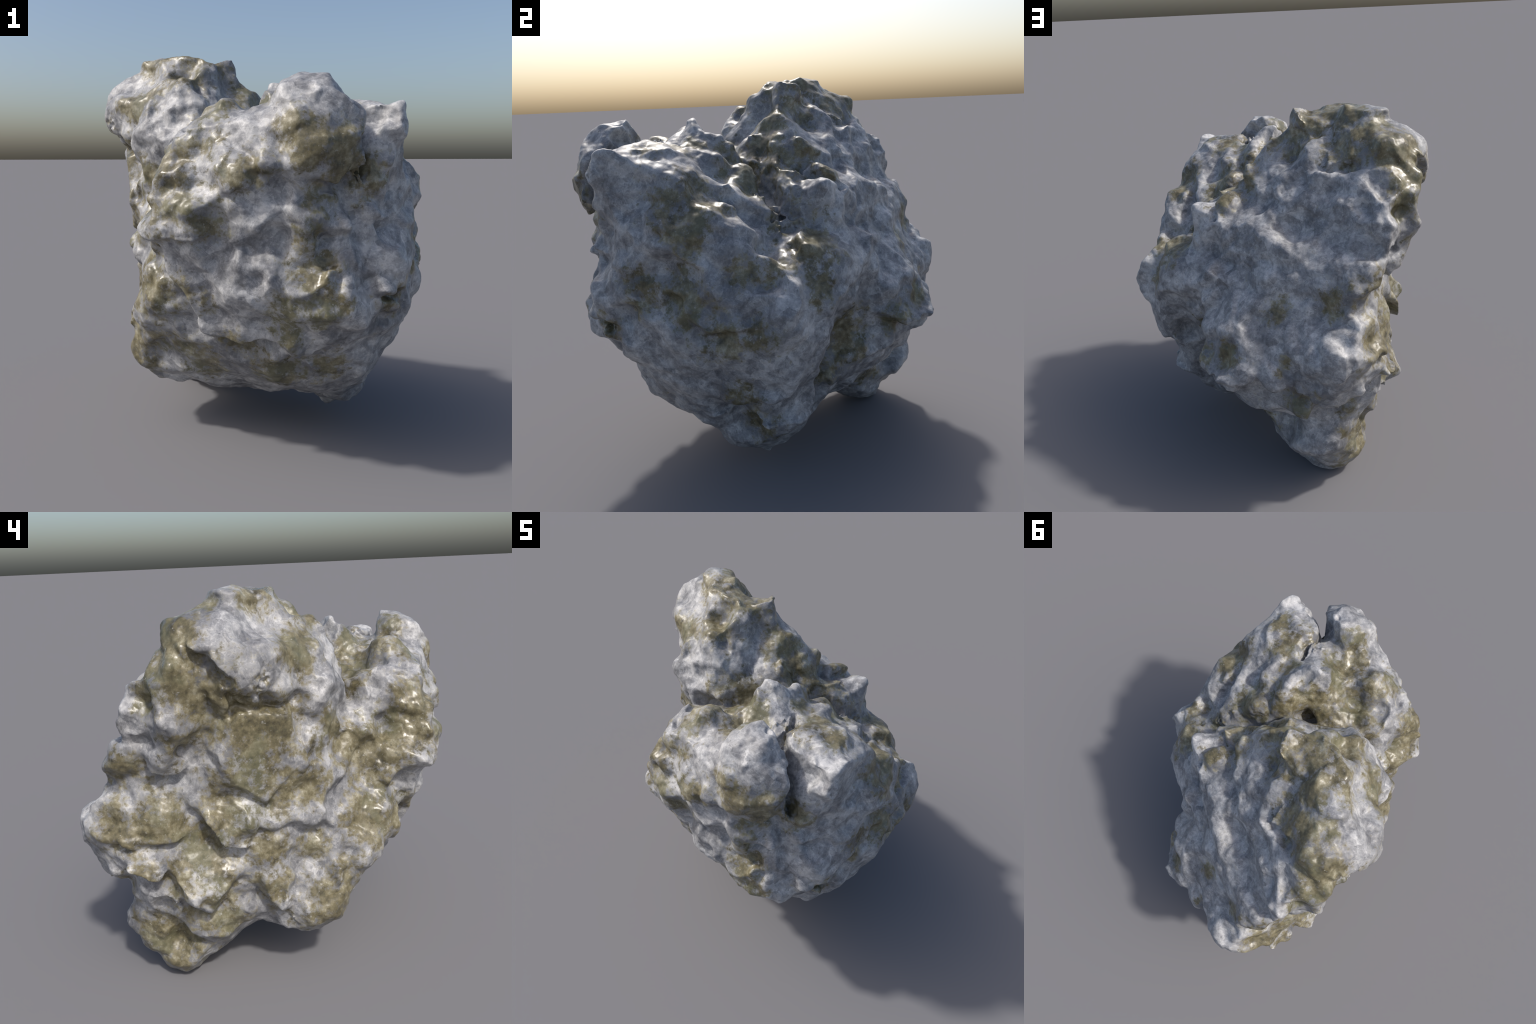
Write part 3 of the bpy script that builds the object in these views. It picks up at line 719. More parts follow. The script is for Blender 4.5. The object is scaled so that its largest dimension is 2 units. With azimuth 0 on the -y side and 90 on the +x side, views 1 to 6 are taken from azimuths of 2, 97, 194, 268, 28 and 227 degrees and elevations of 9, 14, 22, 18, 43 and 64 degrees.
FRONT = [
    ("knob", [(-0.386, -0.165, 1.800)], 0.121, 0.033),
    ("knob", [(-0.401, -0.263, 1.660)], 0.150, 0.039),
    ("knob", [(-0.706, -0.005, 1.729)], 0.093, 0.026),
    ("pit", [(-0.599, -0.156, 1.716)], 0.078, -0.025),
    ("crease", [(-0.462, -0.213, 1.719), (-0.530, -0.233, 1.681), (-0.606, -0.232, 1.594)], 0.056, -0.020),
    ("crease", [(-0.314, -0.172, 1.824), (-0.246, -0.216, 1.750), (-0.183, -0.225, 1.711)], 0.056, -0.030),
    ("knob", [(-0.600, -0.244, 1.550)], 0.098, 0.033),
    ("ridge", [(-0.448, -0.350, 1.467), (-0.317, -0.292, 1.496), (-0.116, -0.922, 1.466), (-0.047, -0.881, 1.474), (0.054, -0.921, 1.476)], 0.088, 0.025),
    ("knob", [(-0.341, -0.805, 1.381)], 0.081, 0.026),
    ("knob", [(-0.179, -0.933, 1.424)], 0.073, 0.026),
    ("knob", [(-0.064, -0.932, 1.365)], 0.086, 0.033),
    ("crease", [(-0.313, -0.859, 1.339), (-0.202, -0.934, 1.327), (-0.102, -0.918, 1.309), (-0.005, -0.899, 1.320)], 0.067, -0.025),
    ("knob", [(-0.292, -0.886, 1.250)], 0.123, 0.058),
    ("knob", [(-0.445, -0.652, 1.159)], 0.087, 0.039),
    ("ledge", [(-0.460, -0.642, 1.116), (-0.313, -0.812, 1.107), (-0.175, -0.831, 1.112)], 0.095, 0.047),
    ("knob", [(0.182, -0.883, 1.236)], 0.096, 0.039),
    ("knob", [(0.135, -0.879, 1.689)], 0.128, 0.026),
    ("pit", [(0.162, 0.023, 1.523)], 0.152, -0.010),
    ("knob", [(0.215, -0.931, 1.611)], 0.076, 0.026),
    ("crease", [(0.030, -0.784, 1.619), (0.083, -0.915, 1.514), (0.118, -0.934, 1.424), (0.137, -0.878, 1.306)], 0.044, -0.022),
    ("ledge", [(-0.394, -0.657, 0.988), (-0.379, -0.692, 0.916), (-0.327, -0.710, 0.855), (-0.286, -0.674, 0.741), (-0.255, -0.637, 0.642), (-0.171, -0.675, 0.624), (-0.057, -0.699, 0.607), (0.089, -0.757, 0.610), (0.221, -0.660, 0.515), (0.264, -0.708, 0.553)], 0.141, 0.068),
    ("knob", [(0.046, -0.812, 1.088)], 0.131, 0.039),
    ("knob", [(-0.016, -0.826, 0.937)], 0.094, 0.019),
    ("pit", [(-0.390, -0.655, 0.812)], 0.108, -0.030),
    ("knob", [(-0.243, -0.776, 1.016)], 0.084, 0.026),
    ("knob", [(-0.056, -0.856, 1.004)], 0.059, 0.026),
    ("knob", [(-0.070, -0.854, 1.090)], 0.058, 0.019),
    ("knob", [(0.088, -0.867, 0.957)], 0.108, 0.039),
    ("knob", [(0.324, -0.914, 0.947)], 0.053, 0.039),
    ("ridge", [(0.138, -0.894, 0.883), (0.214, -0.900, 0.877), (0.273, -0.914, 0.891), (0.317, -0.912, 0.947), (0.376, -0.878, 0.969)], 0.053, 0.035),
    ("knob", [(-0.220, -0.678, 0.676)], 0.079, 0.019),
    ("knob", [(-0.456, -0.580, 0.768)], 0.101, 0.039),
    ("knob", [(-0.643, -0.279, 0.636)], 0.079, 0.033),
    ("crease", [(-0.560, -0.510, 0.658), (-0.453, -0.562, 0.710), (-0.355, -0.608, 0.672), (-0.296, -0.622, 0.645)], 0.061, -0.020),
    ("knob", [(0.162, -0.870, 0.772)], 0.109, 0.026),
    ("knob", [(0.176, -0.801, 0.639)], 0.094, 0.033),
    ("crease", [(0.278, -0.682, 0.523), (0.321, -0.734, 0.574), (0.379, -0.754, 0.613)], 0.049, -0.030),
    ("crease", [(-0.603, -0.372, 0.433), (-0.375, -0.522, 0.512), (-0.129, -0.632, 0.551), (0.017, -0.662, 0.519), (0.206, -0.618, 0.456)], 0.079, -0.020),
    ("knob", [(-0.583, -0.441, 0.492)], 0.086, 0.026),
    ("crease", [(0.493, -0.677, 1.671), (0.448, -0.871, 1.479), (0.379, -0.862, 1.319), (0.425, -0.838, 1.247), (0.451, -0.821, 1.130), (0.482, -0.819, 0.985), (0.508, -0.821, 0.838), (0.487, -0.752, 0.689)], 0.048, -0.030),
    ("ledge", [(0.263, -0.923, 1.349), (0.351, -0.881, 1.333), (0.452, -0.846, 1.392)], 0.093, 0.068),
    ("facet", [(0.363, -0.929, 1.479)], 0.088, 1.000),
    ("knob", [(0.218, -0.684, 1.774)], 0.154, 0.019),
    ("knob", [(0.405, -0.861, 1.157)], 0.062, 0.033),
    ("knob", [(0.359, -0.871, 1.276)], 0.074, 0.026),
    ("knob", [(0.526, -0.760, 1.338)], 0.064, 0.026),
    ("ledge", [(0.466, -0.810, 1.181), (0.543, -0.734, 1.157), (0.625, -0.664, 1.197)], 0.077, 0.047),
    ("facet", [(0.607, -0.699, 1.115)], 0.078, 1.000),
    ("knob", [(0.603, -0.752, 1.015)], 0.104, 0.033),
    ("ledge", [(0.505, -0.828, 0.868), (0.579, -0.777, 0.868), (0.680, -0.624, 0.853)], 0.078, 0.054),
    ("knob", [(0.425, -0.937, 0.884)], 0.073, 0.026),
    ("knob", [(0.608, -0.654, 0.670)], 0.110, 0.026),
    ("crease", [(0.278, -0.695, 0.537), (0.349, -0.761, 0.610), (0.438, -0.763, 0.667)], 0.046, -0.020),
]
EAST_SIDE = [
    ("ridge", [(-0.173, 0.111, 1.951), (-0.107, 0.063, 1.833), (-0.060, -0.017, 1.750), (0.020, -0.078, 1.682), (0.012, -0.117, 1.638)], 0.060, 0.030),
    ("crease", [(-0.259, 0.052, 1.940), (-0.162, -0.023, 1.835), (-0.135, -0.131, 1.753), (-0.089, -0.146, 1.664)], 0.072, -0.025),
    ("ridge", [(-0.094, 0.067, 1.817), (-0.025, 0.125, 1.743), (0.087, 0.189, 1.667), (0.074, 0.268, 1.625), (0.002, 0.340, 1.578), (0.071, 0.383, 1.522)], 0.058, 0.030),
    ("pit", [(-0.161, 0.204, 1.791)], 0.107, -0.030),
    ("ridge", [(-0.157, 0.179, 1.947), (-0.384, 0.244, 1.899), (-0.262, 0.295, 1.809), (-0.346, 0.344, 1.786)], 0.052, 0.020),
    ("ridge", [(-0.264, 0.308, 1.793), (-0.295, 0.391, 1.688), (-0.264, 0.458, 1.554)], 0.053, 0.020),
    ("ridge", [(-0.095, 0.376, 1.613), (-0.138, 0.429, 1.538), (0.092, 0.482, 1.355)], 0.050, 0.020),
    ("pit", [(0.167, 0.201, 1.571)], 0.121, -0.045),
    ("ledge", [(0.217, 0.102, 1.531), (0.277, 0.193, 1.512), (0.206, 0.277, 1.544), (0.224, 0.339, 1.514), (0.221, 0.412, 1.421), (0.346, 0.374, 1.334)], 0.101, 0.061),
    ("pit", [(0.409, -0.033, 1.476)], 0.083, -0.030),
    ("ridge", [(0.447, 0.223, 1.267), (0.584, 0.237, 1.216), (0.583, 0.300, 1.192)], 0.043, 0.030),
    ("ridge", [(0.779, 0.033, 1.172), (0.679, 0.101, 1.154), (0.732, 0.154, 1.121), (0.702, 0.212, 1.120)], 0.045, 0.030),
    ("ridge", [(0.533, -0.191, 1.528), (0.485, -0.059, 1.433), (0.466, 0.048, 1.349), (0.328, 0.109, 1.282)], 0.066, 0.030),
    ("ridge", [(0.731, -0.165, 1.414), (0.716, -0.059, 1.321), (0.590, 0.041, 1.235)], 0.062, 0.025),
    ("crease", [(0.580, -0.149, 1.449), (0.506, -0.032, 1.351), (0.527, 0.072, 1.283)], 0.069, -0.025),
    ("crease", [(0.057, 0.486, 1.359), (0.169, 0.488, 1.296), (0.313, 0.483, 1.241)], 0.038, -0.018),
    ("ridge", [(-0.028, 0.513, 1.409), (-0.188, 0.608, 1.340), (-0.267, 0.693, 1.296)], 0.062, 0.020),
    ("knob", [(0.228, 0.550, 1.152)], 0.088, 0.033),
    ("knob", [(-0.451, 0.934, 0.959)], 0.146, 0.026),
    ("ridge", [(0.157, 0.594, 1.095), (0.286, 0.579, 0.996), (0.388, 0.510, 0.942)], 0.065, 0.030),
    ("crease", [(0.128, 0.601, 1.114), (0.203, 0.638, 1.005), (0.291, 0.589, 0.942)], 0.057, -0.030),
    ("facet", [(0.668, -0.571, 1.508)], 0.166, 1.000),
    ("ridge", [(0.387, -0.789, 1.677), (0.323, -0.722, 1.668), (0.582, -0.527, 1.688), (0.482, -0.469, 1.702)], 0.044, 0.020),
    ("ridge", [(0.616, -0.693, 1.673), (0.669, -0.707, 1.566), (0.590, -0.737, 1.420), (0.546, -0.708, 1.213)], 0.043, 0.020),
    ("crease", [(0.677, -0.433, 1.515), (0.711, -0.469, 1.379), (0.730, -0.513, 1.290), (0.688, -0.617, 1.199)], 0.058, -0.030),
    ("pit", [(0.731, -0.588, 0.912)], 0.080, -0.050),
    ("pit", [(0.788, -0.353, 0.986)], 0.068, -0.045),
    ("crease", [(0.799, -0.237, 1.058), (0.798, -0.295, 0.986), (0.779, -0.393, 0.913)], 0.041, -0.025),
    ("pit", [(0.772, -0.411, 1.102)], 0.145, -0.030),
    ("ledge", [(0.767, -0.440, 1.189), (0.792, -0.325, 1.220), (0.798, -0.223, 1.160), (0.823, -0.181, 1.091)], 0.081, 0.047),
    ("knob", [(0.734, -0.518, 1.266)], 0.058, 0.019),
    ("ridge", [(0.660, -0.397, 1.569), (0.701, -0.260, 1.486), (0.733, -0.158, 1.404), (0.699, -0.046, 1.317), (0.602, 0.033, 1.243)], 0.065, 0.030),
    ("pit", [(0.420, -0.201, 1.570)], 0.114, -0.025),
    ("knob", [(0.189, -0.223, 1.698)], 0.121, 0.026),
    ("ledge", [(0.807, -0.261, 0.940), (0.829, -0.165, 0.870), (0.845, 0.009, 0.899)], 0.089, 0.054),
    ("knob", [(0.653, -0.715, 0.957)], 0.113, 0.039),
    ("ridge", [(0.469, -0.876, 0.823), (0.645, -0.724, 0.807), (0.703, -0.599, 0.825)], 0.045, 0.020),
    ("pit", [(0.591, -0.730, 0.865)], 0.064, -0.030),
    ("facet", [(0.790, 0.024, 0.667)], 0.182, 1.000),
    ("ledge", [(0.746, -0.000, 0.497), (0.735, 0.097, 0.481), (0.708, 0.222, 0.540)], 0.069, 0.041),
    ("crease", [(0.696, -0.264, 0.495), (0.644, -0.198, 0.420), (0.587, -0.115, 0.361), (0.750, 0.041, 0.494)], 0.056, -0.030),
    ("ledge", [(0.820, -0.210, 0.870), (0.838, -0.107, 0.870), (0.846, 0.009, 0.884)], 0.073, 0.027),
    ("ridge", [(0.750, 0.135, 1.110), (0.753, 0.183, 1.084), (0.771, 0.242, 1.030)], 0.044, 0.025),
    ("ledge", [(0.268, 0.562, 0.784), (0.222, 0.723, 0.695), (0.153, 0.784, 0.696), (-0.012, 0.878, 0.696)], 0.097, 0.068),
    ("pit", [(0.366, 0.401, 0.652)], 0.109, -0.060),
    ("crease", [(0.667, 0.353, 0.812), (0.353, 0.442, 0.709), (0.260, 0.553, 0.665)], 0.049, -0.030),
    ("facet", [(0.261, 0.631, 0.609)], 0.113, 1.000),
    ("knob", [(0.311, 0.502, 0.623)], 0.071, 0.033),
    ("knob", [(0.251, 0.641, 0.885)], 0.110, 0.026),
    ("pit", [(0.182, 0.755, 0.855)], 0.082, -0.025),
    ("crease", [(0.364, 0.372, 0.478), (0.311, 0.492, 0.478), (0.209, 0.648, 0.546), (-0.331, 0.803, 0.335)], 0.055, -0.025),
    ("knob", [(0.385, 0.333, 0.449)], 0.060, 0.033),
    ("knob", [(0.083, 0.453, 0.296)], 0.077, 0.026),
    ("knob", [(-0.060, 0.531, 0.191)], 0.081, 0.026),
    ("knob", [(0.559, -0.092, 0.226)], 0.118, 0.026),
]
BACK_FACE = [
    ("ridge", [(-0.172, 0.169, 1.957), (-0.227, 0.203, 1.899), (-0.302, 0.267, 1.852)], 0.058, 0.012),
    ("pit", [(-0.342, 0.220, 1.908)], 0.123, -0.015),
    ("knob", [(-0.592, 0.268, 1.987)], 0.129, 0.039),
    ("pit", [(-0.563, 0.436, 1.833)], 0.083, -0.013),
    ("pit", [(-0.149, 0.211, 1.741)], 0.104, -0.015),
    ("knob", [(-0.842, 0.344, 1.792)], 0.116, 0.026),
    ("ridge", [(-0.487, 0.469, 1.695), (-0.567, 0.554, 1.690), (-0.680, 0.608, 1.607), (-0.678, 0.646, 1.517), (-0.712, 0.401, 1.335)], 0.066, 0.035),
    ("pit", [(-0.757, 0.577, 1.598)], 0.111, -0.013),
    ("ridge", [(-0.578, 0.738, 1.366), (-0.637, 0.754, 1.320), (-0.685, 0.740, 1.218)], 0.060, 0.045),
    ("pit", [(-0.632, 0.699, 1.400)], 0.111, -0.015),
    ("pit", [(-0.802, 0.493, 1.702)], 0.072, -0.010),
    ("ridge", [(-0.327, 0.335, 1.790), (-0.246, 0.351, 1.719), (-0.164, 0.372, 1.643), (-0.124, 0.403, 1.584)], 0.076, 0.025),
    ("crease", [(0.020, 0.496, 1.369), (-0.104, 0.447, 1.511), (-0.171, 0.389, 1.615), (-0.241, 0.367, 1.666)], 0.057, -0.025),
    ("ridge", [(-0.357, 0.451, 1.673), (-0.264, 0.443, 1.568), (-0.196, 0.468, 1.506)], 0.065, 0.015),
    ("knob", [(-0.320, 0.608, 1.385)], 0.096, 0.026),
    ("knob", [(-0.480, 0.733, 1.335)], 0.082, 0.019),
    ("knob", [(-0.124, 0.572, 1.363)], 0.120, 0.019),
    ("pit", [(-0.452, 0.602, 1.554)], 0.165, -0.010),
    ("crease", [(-0.728, 0.587, 1.529), (-0.739, 0.330, 1.298), (-0.707, 0.679, 1.391)], 0.054, -0.030),
    ("knob", [(-0.465, 0.929, 0.987)], 0.110, 0.039),
    ("knob", [(-0.555, 0.859, 1.020)], 0.132, 0.052),
    ("ledge", [(0.140, 0.741, 0.573), (-0.084, 0.883, 0.725), (-0.219, 0.912, 0.696), (-0.375, 0.868, 0.652), (-0.535, 0.782, 0.594), (-0.636, 0.797, 0.700), (-0.710, 0.695, 0.692)], 0.139, 0.061),
    ("crease", [(-0.203, 0.890, 0.839), (-0.273, 0.877, 0.739), (-0.366, 0.874, 0.674)], 0.054, -0.020),
    ("knob", [(-0.298, 0.873, 0.580)], 0.119, 0.046),
    ("knob", [(-0.526, 0.755, 0.516)], 0.111, 0.033),
    ("crease", [(-0.361, 0.825, 0.505), (-0.432, 0.825, 0.580), (-0.560, 0.689, 0.419)], 0.047, -0.025),
    ("knob", [(-0.467, 0.770, 0.395)], 0.113, 0.026),
    ("ridge", [(-0.547, 0.705, 0.419), (-0.534, 0.626, 0.276), (-0.477, 0.797, 0.319)], 0.049, 0.020),
    ("pit", [(0.055, 0.829, 0.866)], 0.098, -0.030),
    ("pit", [(-0.481, 0.820, 1.137)], 0.122, -0.020),
    ("crease", [(0.055, 0.747, 1.027), (0.034, 0.676, 1.104), (-0.026, 0.655, 1.184)], 0.047, -0.020),
    ("knob", [(-0.649, 0.767, 1.233)], 0.071, 0.026),
    ("pit", [(-0.649, 0.758, 1.131)], 0.113, -0.030),
    ("crease", [(0.582, 0.389, 0.899), (0.328, 0.553, 0.971), (0.323, 0.524, 0.827), (0.448, 0.279, 0.478), (0.415, 0.271, 0.287), (0.399, 0.103, 0.080)], 0.091, -0.070),
    ("pit", [(0.526, 0.262, 0.664)], 0.109, -0.040),
    ("crease", [(0.056, 0.077, 1.708), (0.139, 0.230, 1.618), (0.254, 0.240, 1.507), (0.493, 0.087, 1.288), (0.711, 0.115, 1.151)], 0.109, -0.020),
]
TOP_FRONT = [
    ("pit", [(-0.388, -0.079, 1.901)], 0.108, -0.060),
    ("ridge", [(-0.505, 0.024, 1.958), (-0.404, 0.009, 1.958), (-0.266, -0.026, 1.919)], 0.052, 0.025),
    ("ridge", [(-0.266, -0.026, 1.919), (-0.225, 0.076, 1.947), (-0.187, 0.127, 1.950)], 0.072, 0.012),
    ("pit", [(-0.306, 0.038, 1.951)], 0.096, -0.020),
    ("knob", [(-0.387, -0.198, 1.759)], 0.109, 0.026),
    ("knob", [(-0.272, -0.251, 1.654)], 0.145, 0.039),
    ("knob", [(-0.574, -0.240, 1.589)], 0.101, 0.033),
    ("pit", [(-0.159, -0.127, 1.784)], 0.202, -0.050),
    ("knob", [(-0.052, 0.082, 1.773)], 0.110, 0.039),
    ("pit", [(0.036, -0.010, 1.686)], 0.158, -0.020),
    ("knob", [(0.323, 0.288, 1.449)], 0.157, 0.039),
    ("pit", [(0.187, 0.182, 1.561)], 0.102, -0.020),
    ("knob", [(-0.245, -0.328, 1.536)], 0.073, 0.026),
    ("knob", [(0.124, -0.334, 1.706)], 0.113, 0.039),
    ("knob", [(0.121, -0.005, 1.551)], 0.099, 0.039),
    ("pit", [(0.205, -0.350, 1.736)], 0.066, -0.020),
    ("knob", [(-0.056, -0.236, 1.479)], 0.074, 0.033),
    ("knob", [(0.350, -0.181, 1.600)], 0.104, 0.026),
    ("knob", [(0.157, -0.732, 1.767)], 0.123, 0.026),
    ("pit", [(-0.063, -0.721, 1.615)], 0.119, -0.030),
    ("knob", [(-0.112, -0.670, 1.630)], 0.099, 0.039),
    ("ridge", [(-0.347, -0.513, 1.566), (-0.339, -0.668, 1.542), (-0.338, -0.766, 1.479)], 0.059, 0.020),
    ("ridge", [(0.068, -0.791, 1.652), (-0.078, -0.768, 1.592), (-0.172, -0.787, 1.567)], 0.055, 0.015),
    ("ridge", [(0.534, -0.756, 1.525), (0.580, -0.708, 1.585), (0.646, -0.600, 1.657), (0.667, -0.353, 1.551)], 0.062, 0.035),
    ("ridge", [(0.258, -0.686, 1.763), (0.378, -0.743, 1.649), (0.404, -0.695, 1.525)], 0.053, 0.020),
    ("knob", [(0.682, -0.288, 1.513)], 0.101, 0.026),
    ("knob", [(0.740, -0.165, 1.398)], 0.105, 0.026),
    ("crease", [(0.702, -0.368, 1.494), (0.742, -0.383, 1.400), (0.778, -0.369, 1.300)], 0.057, -0.025),
    ("knob", [(0.159, -0.960, 1.596)], 0.081, 0.026),
    ("knob", [(0.775, 0.183, 1.062)], 0.119, 0.026),
]
TOP_BACK = [
    ("ridge", [(0.350, -0.377, 1.671), (0.364, -0.244, 1.615), (0.350, -0.151, 1.566)], 0.097, 0.030),
    ("crease", [(0.205, -0.295, 1.752), (0.235, -0.235, 1.679), (0.237, -0.132, 1.599)], 0.052, -0.025),
    ("knob", [(0.112, -0.339, 1.674)], 0.136, 0.039),
    ("knob", [(0.181, -0.205, 1.656)], 0.111, 0.033),
    ("ridge", [(0.616, -0.140, 1.444), (0.648, -0.069, 1.351), (0.664, 0.016, 1.227)], 0.081, 0.030),
    ("ridge", [(0.502, -0.057, 1.414), (0.566, 0.010, 1.282), (0.460, 0.092, 1.299)], 0.080, 0.025),
    ("crease", [(0.546, -0.161, 1.468), (0.554, -0.074, 1.412), (0.584, 0.008, 1.278)], 0.057, -0.025),
    ("knob", [(0.278, -0.034, 1.508)], 0.114, 0.039),
    ("pit", [(0.333, 0.029, 1.392)], 0.092, -0.040),
    ("pit", [(0.245, -0.105, 1.581)], 0.088, -0.030),
    ("crease", [(0.545, -0.204, 1.530), (0.425, -0.152, 1.517), (0.277, -0.122, 1.570)], 0.077, -0.020),
    ("crease", [(0.526, 0.254, 1.244), (0.322, 0.221, 1.478), (0.292, 0.018, 1.373), (0.049, -0.014, 1.670), (-0.087, -0.076, 1.740)], 0.064, -0.040),
    ("knob", [(-0.133, -0.558, 1.600)], 0.150, 0.026),
    ("knob", [(-0.323, -0.517, 1.561)], 0.136, 0.026),
    ("knob", [(0.170, -0.749, 1.762)], 0.138, 0.019),
    ("pit", [(0.085, -0.639, 1.709)], 0.087, -0.020),
    ("knob", [(0.697, 0.090, 1.159)], 0.071, 0.019),
    ("knob", [(0.288, 0.320, 1.451)], 0.125, 0.046),
    ("pit", [(0.195, 0.237, 1.538)], 0.098, -0.040),
    ("ridge", [(0.092, 0.138, 1.671), (0.102, 0.239, 1.653), (0.667, 0.027, 0.384)], 0.080, 0.020),
    ("ridge", [(-0.089, 0.053, 1.808), (-0.201, 0.199, 1.943), (-0.250, 0.235, 1.849)], 0.056, 0.025),
    ("facet", [(-0.202, 0.113, 1.943)], 0.055, 1.000),
    ("ridge", [(-0.306, -0.033, 1.928), (-0.404, -0.005, 1.954), (-0.520, 0.038, 1.959)], 0.045, 0.025),
    ("pit", [(-0.402, -0.107, 1.871)], 0.098, -0.012),
    ("pit", [(-0.360, 0.082, 1.968)], 0.084, -0.010),
    ("ridge", [(-0.417, 0.260, 1.929), (-0.418, 0.198, 1.968), (-0.471, 0.132, 1.979)], 0.053, 0.025),
    ("pit", [(-0.433, 0.328, 1.870)], 0.083, -0.010),
    ("knob", [(-0.202, 0.428, 1.556)], 0.139, 0.033),
    ("crease", [(0.124, 0.497, 1.316), (-0.020, 0.411, 1.485), (-0.138, 0.361, 1.657)], 0.051, -0.020),
    ("knob", [(-0.206, 0.600, 1.345)], 0.144, 0.026),
    ("crease", [(-0.065, 0.627, 1.258), (-0.209, 0.680, 1.290), (-0.410, 0.705, 1.322)], 0.062, -0.020),
    ("crease", [(-0.270, 0.551, 1.378), (-0.466, 0.565, 1.647), (-0.578, 0.592, 1.645), (-0.636, 0.670, 1.446)], 0.067, -0.025),
    ("ridge", [(-0.500, 0.482, 1.696), (-0.578, 0.561, 1.684), (-0.650, 0.649, 1.531)], 0.055, 0.020),
    ("pit", [(-0.607, 0.456, 1.823)], 0.072, -0.020),
    ("facet", [(-0.679, 0.564, 1.678)], 0.086, 1.000),
    ("ledge", [(-0.716, 0.510, 1.747), (-0.781, 0.430, 1.783), (-0.784, 0.224, 1.416), (-0.885, 0.224, 1.801)], 0.081, 0.041),
    ("knob", [(-0.807, 0.442, 1.737)], 0.083, 0.026),
    ("pit", [(-0.664, 0.283, 1.910)], 0.061, -0.020),
    ("knob", [(-0.435, 0.905, 1.012)], 0.088, 0.033),
    ("knob", [(-0.560, 0.867, 1.012)], 0.087, 0.033),
    ("crease", [(-0.434, 0.856, 1.052), (-0.518, 0.882, 1.006), (-0.579, 0.802, 1.105)], 0.053, -0.030),
    ("knob", [(-0.678, 0.656, 1.506)], 0.088, 0.026),
]
